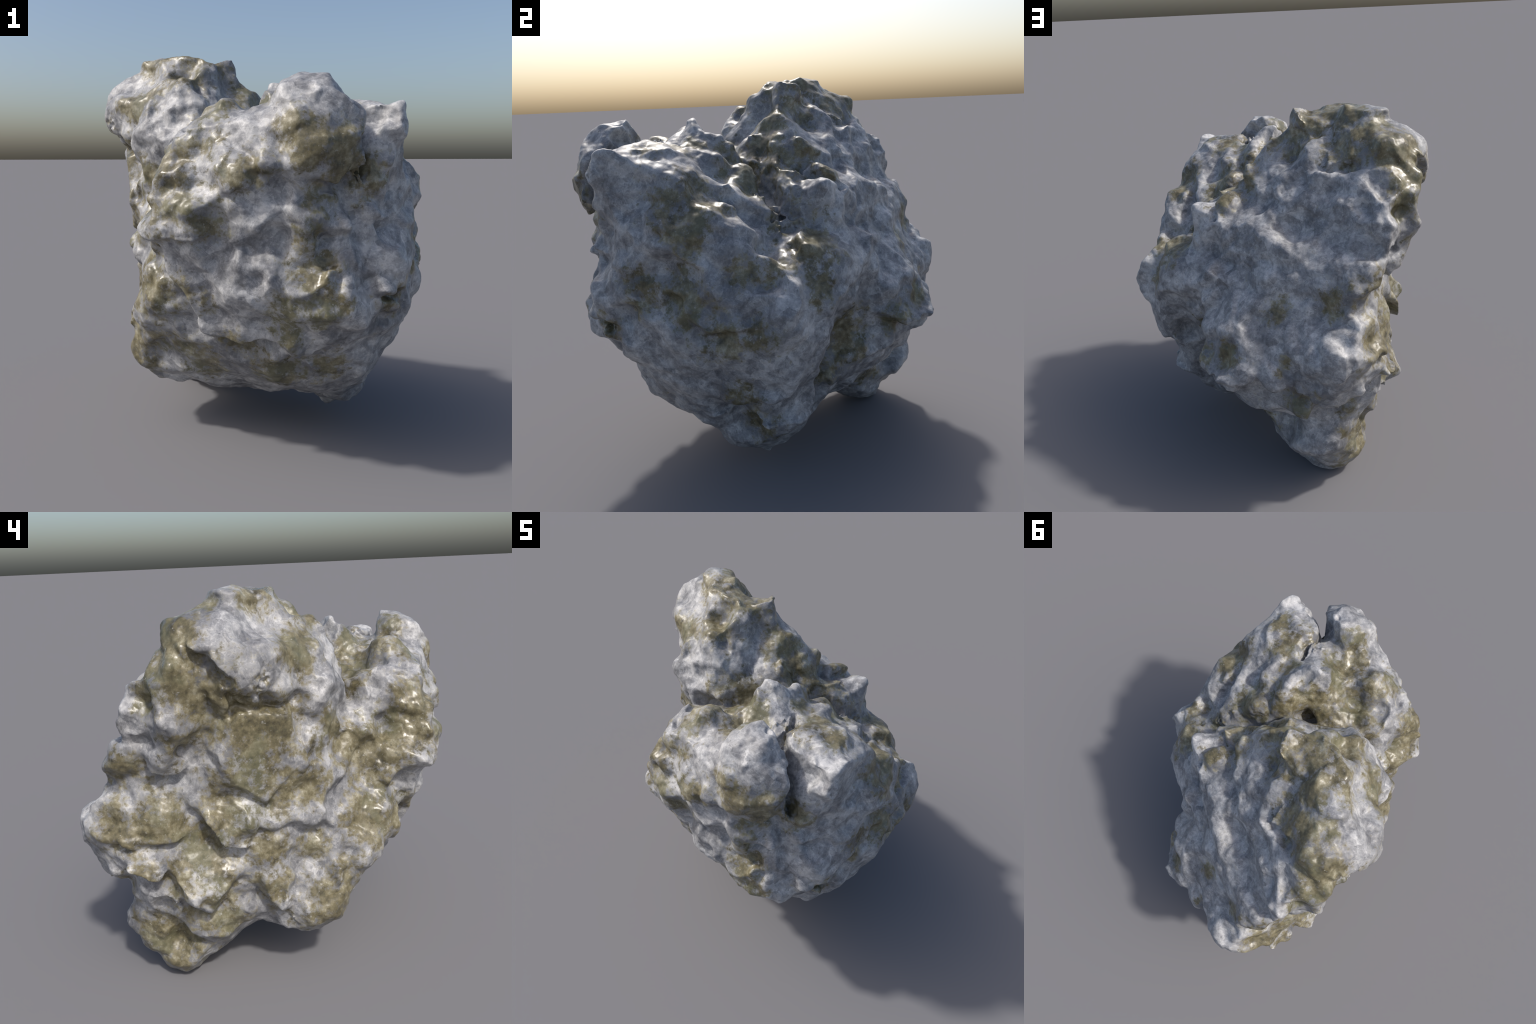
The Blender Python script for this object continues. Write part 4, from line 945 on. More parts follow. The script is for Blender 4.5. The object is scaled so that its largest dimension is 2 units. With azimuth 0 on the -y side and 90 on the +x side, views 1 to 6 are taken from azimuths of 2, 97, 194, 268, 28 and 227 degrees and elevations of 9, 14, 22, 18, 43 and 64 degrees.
OUTLINE = [
    ("pit", [(-0.562, -0.478, 0.497)], 0.281, -0.080),
    ("pit", [(-0.144, 0.963, 0.710)], 0.278, -0.079),
    ("knob", [(-0.580, -0.077, 0.336)], 0.278, 0.078),
    ("pit", [(-0.186, -0.949, 1.441)], 0.269, -0.074),
    ("pit", [(-0.307, -0.923, 1.206)], 0.254, -0.066),
    ("pit", [(0.202, 0.379, 1.569)], 0.252, -0.065),
    ("pit", [(-0.807, 0.129, 0.980)], 0.251, -0.064),
    ("pit", [(-0.431, 0.946, 1.047)], 0.248, -0.063),
    ("pit", [(-0.781, 0.554, 1.225)], 0.245, -0.061),
    ("pit", [(-0.800, 0.288, 0.877)], 0.243, -0.060),
    ("pit", [(-0.678, 0.195, 1.980)], 0.234, -0.055),
    ("pit", [(-0.775, 0.561, 0.958)], 0.232, -0.054),
    ("pit", [(-0.488, 0.716, 0.119)], 0.224, -0.050),
    ("pit", [(0.120, -0.829, 0.599)], 0.220, -0.048),
    ("knob", [(0.421, -0.849, 1.637)], 0.219, 0.047),
    ("pit", [(-0.820, 0.232, 1.474)], 0.219, -0.047),
    ("pit", [(0.728, -0.251, 1.485)], 0.219, -0.047),
    ("pit", [(-0.282, 0.198, 1.947)], 0.213, -0.044),
    ("pit", [(0.356, -0.887, 1.280)], 0.213, -0.044),
    ("pit", [(0.761, -0.165, 1.448)], 0.212, -0.044),
    ("pit", [(-0.463, -0.410, 0.335)], 0.211, -0.043),
    ("knob", [(0.130, -0.367, 1.737)], 0.210, 0.042),
    ("pit", [(0.857, 0.051, 1.051)], 0.206, -0.041),
    ("pit", [(-0.434, -0.587, 1.519)], 0.205, -0.040),
    ("pit", [(-0.751, -0.056, 1.530)], 0.205, -0.040),
    ("pit", [(0.518, -0.574, 1.735)], 0.204, -0.039),
    ("pit", [(0.120, -0.960, 1.581)], 0.204, -0.039),
    ("pit", [(0.419, -0.959, 0.871)], 0.201, -0.038),
    ("knob", [(0.827, 0.195, 0.939)], 0.200, 0.037),
    ("pit", [(-0.264, -0.722, 0.710)], 0.200, -0.037),
    ("pit", [(-0.276, -0.870, 1.405)], 0.199, -0.037),
    ("pit", [(-0.580, 0.304, 1.998)], 0.198, -0.036),
    ("pit", [(0.824, -0.276, 1.206)], 0.198, -0.036),
    ("pit", [(-0.323, -0.757, 0.874)], 0.198, -0.036),
    ("pit", [(0.146, -0.610, 1.752)], 0.197, -0.036),
    ("pit", [(0.675, 0.196, 0.486)], 0.197, -0.036),
    ("knob", [(0.475, 0.183, 0.206)], 0.196, 0.035),
    ("pit", [(-0.586, 0.870, 1.074)], 0.196, -0.035),
    ("knob", [(0.399, 0.015, 0.033)], 0.196, 0.035),
    ("knob", [(-0.534, -0.502, 0.729)], 0.196, 0.035),
    ("knob", [(-0.268, 0.575, 0.031)], 0.196, 0.035),
    ("pit", [(0.440, -0.161, 0.106)], 0.194, -0.034),
    ("pit", [(-0.071, -0.752, 0.605)], 0.194, -0.034),
    ("knob", [(-0.525, -0.214, 0.297)], 0.193, 0.033),
    ("pit", [(0.336, -0.135, 0.105)], 0.192, -0.033),
    ("pit", [(0.413, -0.868, 1.134)], 0.191, -0.033),
    ("pit", [(-0.865, 0.527, 1.469)], 0.191, -0.033),
    ("pit", [(0.111, -0.770, 1.775)], 0.191, -0.032),
    ("pit", [(-0.423, -0.776, 1.091)], 0.190, -0.032),
    ("pit", [(-0.878, 0.239, 1.824)], 0.190, -0.032),
    ("knob", [(-0.643, -0.239, 0.393)], 0.190, 0.032),
    ("knob", [(0.669, -0.598, 0.704)], 0.190, 0.032),
    ("pit", [(-0.574, 0.566, 1.719)], 0.189, -0.031),
    ("pit", [(-0.546, 0.210, 2.008)], 0.189, -0.031),
    ("knob", [(-0.724, 0.443, 0.573)], 0.187, 0.031),
    ("knob", [(0.344, -0.865, 1.692)], 0.187, 0.030),
    ("knob", [(0.071, 0.880, 0.723)], 0.187, 0.030),
    ("knob", [(0.500, 0.448, 1.050)], 0.187, 0.030),
    ("pit", [(-0.713, -0.030, 1.392)], 0.187, -0.030),
    ("knob", [(0.804, -0.264, 0.828)], 0.187, 0.030),
    ("pit", [(-0.474, 0.019, 1.977)], 0.186, -0.030),
    ("knob", [(-0.493, 0.927, 0.821)], 0.185, 0.029),
    ("knob", [(-0.041, -0.837, 0.877)], 0.185, 0.029),
    ("pit", [(0.174, -0.279, 1.761)], 0.183, -0.028),
    ("knob", [(0.725, -0.301, 0.598)], 0.183, 0.028),
    ("pit", [(-0.369, 0.722, 0.098)], 0.183, -0.028),
    ("pit", [(-0.410, -0.691, 1.472)], 0.182, -0.028),
    ("knob", [(-0.166, 0.595, 0.111)], 0.181, 0.027),
    ("pit", [(-0.863, 0.345, 1.850)], 0.181, -0.027),
    ("pit", [(-0.267, 0.925, 0.724)], 0.181, -0.027),
    ("knob", [(-0.575, -0.476, 0.617)], 0.180, 0.027),
    ("knob", [(0.461, -0.821, 0.742)], 0.180, 0.026),
    ("pit", [(-0.850, 0.242, 1.567)], 0.180, -0.026),
    ("pit", [(-0.491, 0.634, 0.055)], 0.180, -0.026),
    ("pit", [(-0.815, 0.099, 1.519)], 0.180, -0.026),
    ("pit", [(-0.037, 0.539, 0.219)], 0.177, -0.025),
    ("knob", [(0.497, -0.547, 0.427)], 0.176, 0.024),
    ("pit", [(0.338, -0.942, 0.781)], 0.174, -0.023),
    ("pit", [(-0.755, 0.735, 0.747)], 0.174, -0.023),
    ("knob", [(-0.655, -0.214, 1.522)], 0.174, 0.023),
    ("knob", [(0.441, 0.118, 0.136)], 0.173, 0.023),
    ("pit", [(-0.455, 0.780, 0.183)], 0.173, -0.023),
    ("pit", [(-0.526, 0.490, 0.045)], 0.173, -0.023),
    ("pit", [(-0.886, 0.283, 1.737)], 0.172, -0.023),
    ("knob", [(0.609, 0.392, 0.983)], 0.172, 0.023),
    ("knob", [(-0.680, 0.084, 0.735)], 0.172, 0.022),
    ("knob", [(0.284, -0.949, 1.518)], 0.172, 0.022),
    ("pit", [(0.391, 0.453, 1.216)], 0.171, -0.022),
    ("pit", [(-0.024, 0.931, 0.722)], 0.171, -0.022),
    ("knob", [(0.657, -0.311, 0.484)], 0.171, 0.022),
    ("pit", [(0.257, -0.487, 1.715)], 0.171, -0.022),
    ("pit", [(0.677, 0.312, 1.075)], 0.170, -0.021),
    ("pit", [(-0.773, 0.584, 0.703)], 0.170, -0.021),
    ("knob", [(-0.798, 0.499, 1.379)], 0.169, 0.021),
    ("knob", [(-0.014, -0.187, 0.216)], 0.169, 0.021),
    ("knob", [(0.481, -0.614, 0.502)], 0.169, 0.021),
    ("knob", [(-0.456, 0.250, 0.194)], 0.169, 0.021),
    ("pit", [(-0.301, -0.125, 1.880)], 0.168, -0.020),
    ("pit", [(0.737, 0.297, 0.958)], 0.168, -0.020),
    ("pit", [(-0.670, -0.348, 0.515)], 0.167, -0.020),
    ("pit", [(-0.524, 0.777, 0.536)], 0.166, -0.019),
    ("knob", [(0.764, -0.331, 0.753)], 0.166, 0.019),
    ("knob", [(0.789, -0.344, 0.883)], 0.166, 0.019),
    ("pit", [(-0.224, -0.719, 0.620)], 0.166, -0.019),
    ("knob", [(0.532, 0.377, 1.158)], 0.166, 0.019),
    ("knob", [(-0.636, 0.723, 1.355)], 0.166, 0.019),
    ("knob", [(-0.544, 0.782, 1.176)], 0.165, 0.019),
    ("pit", [(-0.030, -0.931, 1.451)], 0.165, -0.019),
    ("pit", [(-0.379, -0.532, 1.575)], 0.165, -0.019),
    ("pit", [(-0.615, 0.833, 0.655)], 0.165, -0.019),
    ("knob", [(-0.641, 0.413, 1.848)], 0.165, 0.019),
    ("knob", [(0.367, 0.336, 1.367)], 0.165, 0.018),
    ("knob", [(0.537, -0.486, 1.697)], 0.165, 0.018),
    ("knob", [(-0.214, -0.242, 0.241)], 0.164, 0.018),
    ("knob", [(0.245, -0.893, 1.675)], 0.164, 0.018),
    ("knob", [(-0.430, -0.710, 1.379)], 0.164, 0.018),
    ("knob", [(-0.679, 0.488, 1.772)], 0.164, 0.018),
    ("knob", [(0.301, -0.710, 1.746)], 0.163, 0.018),
    ("pit", [(-0.118, 0.830, 0.534)], 0.163, -0.017),
    ("knob", [(0.770, -0.226, 1.365)], 0.162, 0.017),
    ("knob", [(0.629, 0.232, 0.320)], 0.161, 0.017),
    ("knob", [(0.516, -0.114, 0.154)], 0.161, 0.017),
    ("pit", [(0.743, -0.058, 1.330)], 0.161, -0.016),
    ("knob", [(-0.124, -0.168, 0.217)], 0.161, 0.016),
    ("knob", [(0.220, -0.673, 1.790)], 0.161, 0.016),
    ("pit", [(0.674, -0.704, 1.553)], 0.161, -0.016),
    ("pit", [(-0.364, -0.853, 1.237)], 0.161, -0.016),
    ("pit", [(-0.069, 0.069, 1.841)], 0.161, -0.016),
    ("knob", [(-0.350, 0.796, 0.301)], 0.160, 0.016),
    ("pit", [(-0.477, 0.379, 0.081)], 0.160, -0.016),
    ("pit", [(-0.567, 0.796, 1.323)], 0.160, -0.016),
    ("knob", [(0.071, -0.264, 0.220)], 0.160, 0.016),
    ("pit", [(0.785, 0.232, 1.075)], 0.160, -0.016),
    ("knob", [(0.670, -0.423, 0.575)], 0.159, 0.016),
    ("knob", [(-0.463, -0.562, 0.707)], 0.159, 0.015),
    ("pit", [(-0.600, -0.260, 1.460)], 0.159, -0.015),
    ("pit", [(-0.698, 0.803, 0.889)], 0.158, -0.015),
    ("pit", [(0.096, 0.249, 1.669)], 0.158, -0.015),
    ("pit", [(-0.516, 0.969, 0.983)], 0.157, -0.014),
    ("knob", [(0.039, 0.665, 0.438)], 0.157, 0.014),
    ("knob", [(-0.003, 0.109, 1.781)], 0.157, 0.014),
    ("pit", [(-0.710, 0.696, 1.435)], 0.156, -0.014),
    ("knob", [(0.501, -0.222, 0.242)], 0.155, 0.013),
    ("pit", [(-0.350, -0.354, 0.290)], 0.155, -0.013),
    ("pit", [(-0.319, -0.848, 1.106)], 0.155, -0.013),
    ("knob", [(0.765, 0.269, 0.809)], 0.155, 0.013),
    ("pit", [(-0.770, 0.612, 0.870)], 0.154, -0.013),
    ("pit", [(0.577, -0.639, 0.620)], 0.154, -0.013),
    ("pit", [(0.014, 0.561, 0.313)], 0.153, -0.012),
    ("knob", [(-0.043, 0.775, 0.508)], 0.153, 0.012),
    ("pit", [(-0.255, 0.725, 0.161)], 0.152, -0.012),
    ("knob", [(-0.157, 0.101, 1.934)], 0.152, 0.012),
    ("knob", [(-0.371, -0.803, 1.380)], 0.152, 0.011),
    ("pit", [(0.336, -0.931, 0.961)], 0.151, -0.011),
    ("knob", [(-0.681, 0.629, 0.578)], 0.151, 0.011),
    ("pit", [(0.558, -0.311, 0.291)], 0.150, -0.011),
    ("knob", [(0.356, -0.920, 1.454)], 0.150, 0.011),
    ("pit", [(0.787, 0.003, 1.170)], 0.150, -0.011),
    ("knob", [(-0.862, 0.158, 1.628)], 0.150, 0.011),
    ("knob", [(0.373, 0.521, 1.076)], 0.150, 0.011),
    ("knob", [(0.352, -0.905, 1.597)], 0.150, 0.011),
    ("pit", [(-0.867, 0.158, 1.751)], 0.150, -0.011),
    ("pit", [(0.666, -0.413, 1.590)], 0.150, -0.010),
    ("pit", [(0.663, -0.518, 1.631)], 0.150, -0.010),
    ("pit", [(-0.375, -0.198, 1.841)], 0.149, -0.010),
    ("pit", [(0.863, -0.170, 0.885)], 0.149, -0.010),
    ("knob", [(-0.313, -0.252, 1.746)], 0.149, 0.010),
    ("knob", [(-0.648, 0.394, 0.320)], 0.148, 0.010),
    ("pit", [(-0.577, 0.530, 0.114)], 0.148, -0.010),
    ("knob", [(0.115, -0.877, 1.713)], 0.148, 0.009),
    ("knob", [(-0.514, 0.367, 1.873)], 0.148, 0.009),
    ("knob", [(-0.251, 0.077, 1.938)], 0.147, 0.009),
    ("pit", [(-0.704, -0.096, 1.311)], 0.147, -0.009),
    ("pit", [(-0.375, 0.806, 0.506)], 0.147, -0.009),
    ("knob", [(-0.453, 0.800, 0.347)], 0.147, 0.009),
    ("knob", [(0.635, -0.598, 1.683)], 0.144, 0.007),
    ("knob", [(-0.714, 0.633, 1.631)], 0.144, 0.007),
]
OUTLINE_SECOND = [
    ("knob", [(-0.417, -0.733, 1.113)], 0.232, 0.054),
    ("pit", [(0.407, -0.897, 1.708)], 0.217, -0.046),
    ("knob", [(-0.578, 0.191, 1.945)], 0.216, 0.046),
    ("knob", [(0.276, 0.351, 1.436)], 0.214, 0.045),
    ("pit", [(-0.608, 0.020, 0.279)], 0.212, -0.043),
    ("pit", [(-0.592, -0.257, 0.266)], 0.212, -0.043),
    ("pit", [(-0.217, 0.620, 0.031)], 0.208, -0.042),
    ("knob", [(-0.377, -0.754, 1.255)], 0.206, 0.040),
    ("pit", [(-0.739, 0.294, 1.102)], 0.204, -0.039),
    ("pit", [(0.416, -0.032, 0.030)], 0.203, -0.039),
    ("knob", [(-0.490, 0.583, 0.105)], 0.203, 0.039),
    ("knob", [(0.045, 0.473, 1.403)], 0.202, 0.038),
    ("knob", [(-0.783, 0.487, 1.380)], 0.201, 0.038),
    ("knob", [(-0.567, 0.880, 0.979)], 0.201, 0.038),
    ("knob", [(-0.412, 0.580, 0.048)], 0.199, 0.037),
    ("knob", [(-0.542, 0.776, 1.119)], 0.198, 0.036),
    ("knob", [(-0.272, -0.812, 1.123)], 0.197, 0.036),
    ("pit", [(0.753, -0.307, 0.536)], 0.195, -0.034),
    ("knob", [(-0.666, 0.226, 1.856)], 0.194, 0.034),
    ("pit", [(0.800, 0.286, 0.852)], 0.191, -0.033),
    ("pit", [(-0.660, -0.251, 1.591)], 0.191, -0.033),
    ("knob", [(0.072, 0.884, 0.722)], 0.191, 0.033),
    ("knob", [(-0.831, 0.177, 1.605)], 0.190, 0.032),
    ("pit", [(0.444, 0.144, 0.099)], 0.189, -0.031),
    ("knob", [(0.768, -0.307, 1.306)], 0.188, 0.031),
    ("knob", [(-0.058, -0.798, 1.566)], 0.188, 0.031),
    ("pit", [(-0.713, -0.030, 1.392)], 0.187, -0.030),
    ("knob", [(-0.647, -0.109, 0.914)], 0.187, 0.030),
    ("pit", [(-0.741, 0.565, 1.713)], 0.186, -0.030),
    ("knob", [(-0.108, 0.848, 0.772)], 0.186, 0.030),
    ("knob", [(0.461, -0.194, 0.178)], 0.185, 0.029),
    ("pit", [(-0.867, 0.338, 1.759)], 0.184, -0.028),
    ("pit", [(0.350, -0.890, 1.328)], 0.184, -0.028),
    ("pit", [(0.442, -0.670, 0.496)], 0.183, -0.028),
    ("knob", [(0.717, -0.418, 1.362)], 0.183, 0.028),
    ("knob", [(-0.735, 0.406, 0.623)], 0.183, 0.028),
    ("knob", [(-0.781, 0.218, 1.834)], 0.183, 0.028),
    ("pit", [(0.365, -0.943, 1.610)], 0.182, -0.028),
    ("pit", [(0.617, 0.230, 0.285)], 0.182, -0.028),
    ("knob", [(-0.437, 0.741, 0.220)], 0.181, 0.027),
    ("pit", [(0.176, -0.947, 1.635)], 0.180, -0.027),
    ("pit", [(-0.075, -0.886, 0.979)], 0.179, -0.026),
    ("knob", [(0.496, -0.100, 0.142)], 0.179, 0.026),
    ("knob", [(0.663, -0.319, 1.522)], 0.177, 0.025),
    ("pit", [(0.631, -0.631, 0.633)], 0.177, -0.025),
    ("knob", [(-0.437, 0.065, 1.945)], 0.177, 0.025),
    ("knob", [(0.065, -0.412, 1.732)], 0.177, 0.025),
    ("pit", [(-0.472, 0.192, 0.224)], 0.177, -0.025),
    ("knob", [(-0.245, 0.872, 0.741)], 0.176, 0.024),
    ("pit", [(0.158, -0.284, 1.755)], 0.175, -0.024),
    ("pit", [(-0.546, -0.527, 0.650)], 0.174, -0.024),
    ("pit", [(0.835, -0.350, 0.809)], 0.174, -0.023),
    ("knob", [(-0.327, 0.882, 0.873)], 0.174, 0.023),
    ("pit", [(-0.714, 0.530, 0.564)], 0.173, -0.023),
    ("pit", [(0.527, 0.193, 0.198)], 0.172, -0.022),
    ("knob", [(-0.703, 0.683, 1.467)], 0.171, 0.022),
    ("knob", [(0.411, -0.815, 1.062)], 0.171, 0.022),
    ("pit", [(-0.586, 0.140, 0.302)], 0.171, -0.022),
    ("knob", [(-0.726, 0.273, 0.874)], 0.170, 0.021),
    ("knob", [(-0.493, 0.958, 0.877)], 0.170, 0.021),
    ("pit", [(-0.845, 0.487, 1.455)], 0.170, -0.021),
    ("knob", [(-0.746, 0.023, 1.633)], 0.170, 0.021),
    ("pit", [(-0.426, 0.367, 1.824)], 0.169, -0.021),
    ("knob", [(-0.245, 0.054, 1.924)], 0.169, 0.021),
    ("knob", [(0.284, -0.881, 1.185)], 0.168, 0.020),
    ("knob", [(-0.724, 0.154, 0.974)], 0.167, 0.020),
    ("pit", [(0.187, 0.832, 0.714)], 0.167, -0.020),
    ("knob", [(0.728, -0.088, 1.305)], 0.166, 0.019),
    ("knob", [(0.047, -0.913, 1.440)], 0.166, 0.019),
    ("pit", [(-0.493, -0.615, 0.735)], 0.166, -0.019),
    ("knob", [(0.288, -0.904, 0.789)], 0.166, 0.019),
    ("knob", [(0.617, -0.683, 1.663)], 0.165, 0.019),
    ("knob", [(-0.716, 0.396, 1.866)], 0.165, 0.019),
    ("pit", [(0.103, 0.810, 0.615)], 0.165, -0.019),
    ("pit", [(-0.180, 0.498, 0.031)], 0.165, -0.018),
    ("pit", [(0.776, -0.398, 1.214)], 0.165, -0.018),
    ("pit", [(-0.693, -0.220, 0.344)], 0.165, -0.018),
    ("knob", [(0.790, 0.226, 1.045)], 0.164, 0.018),
    ("knob", [(0.086, -0.862, 1.593)], 0.164, 0.018),
    ("pit", [(0.127, -0.270, 0.203)], 0.164, -0.018),
    ("pit", [(-0.715, -0.126, 0.393)], 0.164, -0.018),
    ("knob", [(-0.286, -0.743, 1.507)], 0.163, 0.018),
    ("knob", [(0.158, -0.747, 1.759)], 0.163, 0.018),
    ("knob", [(0.307, -0.753, 1.775)], 0.162, 0.017),
    ("pit", [(0.254, -0.489, 1.711)], 0.162, -0.017),
    ("knob", [(-0.288, -0.055, 1.897)], 0.162, 0.017),
    ("knob", [(-0.128, -0.655, 1.682)], 0.162, 0.017),
    ("knob", [(-0.864, 0.183, 1.704)], 0.162, 0.017),
    ("knob", [(-0.376, -0.573, 1.492)], 0.161, 0.016),
    ("knob", [(-0.845, 0.462, 1.671)], 0.161, 0.016),
    ("knob", [(-0.093, -0.899, 1.314)], 0.160, 0.016),
    ("knob", [(-0.155, -0.862, 1.392)], 0.160, 0.016),
    ("knob", [(-0.312, -0.702, 0.858)], 0.160, 0.016),
    ("pit", [(-0.202, 0.673, 0.141)], 0.160, -0.016),
    ("pit", [(-0.398, -0.776, 1.367)], 0.159, -0.016),
    ("pit", [(-0.535, 0.938, 0.772)], 0.159, -0.016),
    ("pit", [(0.511, -0.567, 1.706)], 0.158, -0.015),
    ("pit", [(-0.667, 0.344, 0.319)], 0.158, -0.015),
    ("knob", [(-0.568, 0.449, 0.177)], 0.158, 0.015),
    ("knob", [(-0.093, -0.837, 0.858)], 0.158, 0.015),
    ("pit", [(0.021, -0.852, 0.803)], 0.158, -0.015),
    ("knob", [(-0.177, 0.127, 1.945)], 0.158, 0.015),
    ("knob", [(-0.601, -0.446, 0.704)], 0.157, 0.015),
    ("pit", [(0.825, 0.044, 1.042)], 0.157, -0.015),
    ("pit", [(0.195, -0.890, 0.766)], 0.157, -0.014),
    ("knob", [(0.745, -0.003, 1.210)], 0.156, 0.014),
    ("knob", [(0.711, -0.183, 1.406)], 0.156, 0.014),
    ("pit", [(0.540, 0.441, 1.148)], 0.156, -0.014),
    ("knob", [(0.862, 0.162, 0.873)], 0.155, 0.013),
    ("pit", [(-0.561, 0.813, 1.249)], 0.155, -0.013),
    ("pit", [(0.412, 0.350, 1.286)], 0.155, -0.013),
    ("pit", [(0.222, -0.657, 1.798)], 0.155, -0.013),
    ("pit", [(-0.533, -0.422, 0.539)], 0.155, -0.013),
    ("pit", [(-0.597, -0.256, 1.461)], 0.154, -0.013),
    ("knob", [(0.083, 0.243, 1.638)], 0.154, 0.013),
    ("knob", [(0.265, -0.919, 1.697)], 0.153, 0.012),
    ("pit", [(-0.270, 0.171, 1.921)], 0.153, -0.012),
    ("knob", [(-0.375, -0.164, 1.837)], 0.152, 0.012),
    ("pit", [(0.171, -0.615, 1.702)], 0.152, -0.012),
    ("pit", [(-0.014, 0.665, 0.395)], 0.152, -0.012),
    ("pit", [(-0.073, 0.078, 1.836)], 0.152, -0.012),
    ("pit", [(-0.020, -0.206, 0.183)], 0.152, -0.012),
    ("pit", [(-0.617, 0.759, 1.358)], 0.152, -0.011),
    ("pit", [(-0.239, -0.858, 1.273)], 0.151, -0.011),
    ("pit", [(0.502, -0.576, 0.396)], 0.151, -0.011),
    ("knob", [(-0.561, 0.286, 1.916)], 0.151, 0.011),
    ("knob", [(0.746, 0.175, 0.557)], 0.151, 0.011),
    ("knob", [(0.805, -0.237, 1.010)], 0.151, 0.011),
    ("knob", [(-0.583, -0.328, 0.440)], 0.150, 0.011),
    ("knob", [(-0.631, 0.460, 1.835)], 0.150, 0.011),
    ("pit", [(0.387, 0.541, 1.070)], 0.150, -0.011),
    ("pit", [(-0.236, 0.422, 0.031)], 0.150, -0.011),
    ("knob", [(-0.724, 0.656, 0.714)], 0.150, 0.011),
    ("pit", [(-0.713, 0.077, 0.648)], 0.149, -0.010),
    ("pit", [(0.862, -0.171, 0.885)], 0.149, -0.010),
    ("pit", [(-0.086, 0.545, 0.131)], 0.149, -0.010),
    ("pit", [(0.571, -0.137, 0.210)], 0.148, -0.009),
    ("pit", [(-0.125, -0.186, 0.192)], 0.147, -0.009),
    ("pit", [(-0.690, -0.214, 0.473)], 0.147, -0.009),
    ("pit", [(-0.394, 0.788, 0.468)], 0.147, -0.009),
    ("pit", [(-0.291, -0.297, 0.265)], 0.147, -0.009),
    ("knob", [(0.465, -0.874, 0.790)], 0.147, 0.009),
    ("knob", [(-0.782, 0.042, 1.739)], 0.146, 0.008),
    ("knob", [(-0.443, 0.177, 1.965)], 0.144, 0.008),
    ("pit", [(0.663, -0.703, 1.553)], 0.144, -0.007),
    ("knob", [(-0.704, 0.496, 1.780)], 0.143, 0.007),
]
RELIEF = [WEST_FACE, FRONT, EAST_SIDE, BACK_FACE, TOP_FRONT, TOP_BACK, OUTLINE, OUTLINE_SECOND]


def elbow_room(me):
    """0..1 per vertex: how freely it may move before it meets an opposite wall."""
    from mathutils.bvhtree import BVHTree
    v, n = mesh_arrays(me)
    quads = np.empty(len(me.loops), np.int32)
    me.loops.foreach_get("vertex_index", quads)
    tree = BVHTree.FromPolygons(v.tolist(), quads.reshape(-1, 4).tolist())
    room = np.ones(len(v))
    for i, (p, m) in enumerate(zip(v, n)):
        for sign in (1, -1):
            hit = tree.ray_cast(p + m * (.004 * sign), m * sign, .22)
            if hit[3] is not None:
                room[i] = min(room[i], hit[3] / .22)
    return room ** 1.7


def mesh_arrays(me):
    v = np.empty(len(me.vertices) * 3)
    me.vertices.foreach_get("co", v)
    n = np.empty(len(me.vertices) * 3)
    me.vertices.foreach_get("normal", n)
    return v.reshape(-1, 3), n.reshape(-1, 3)


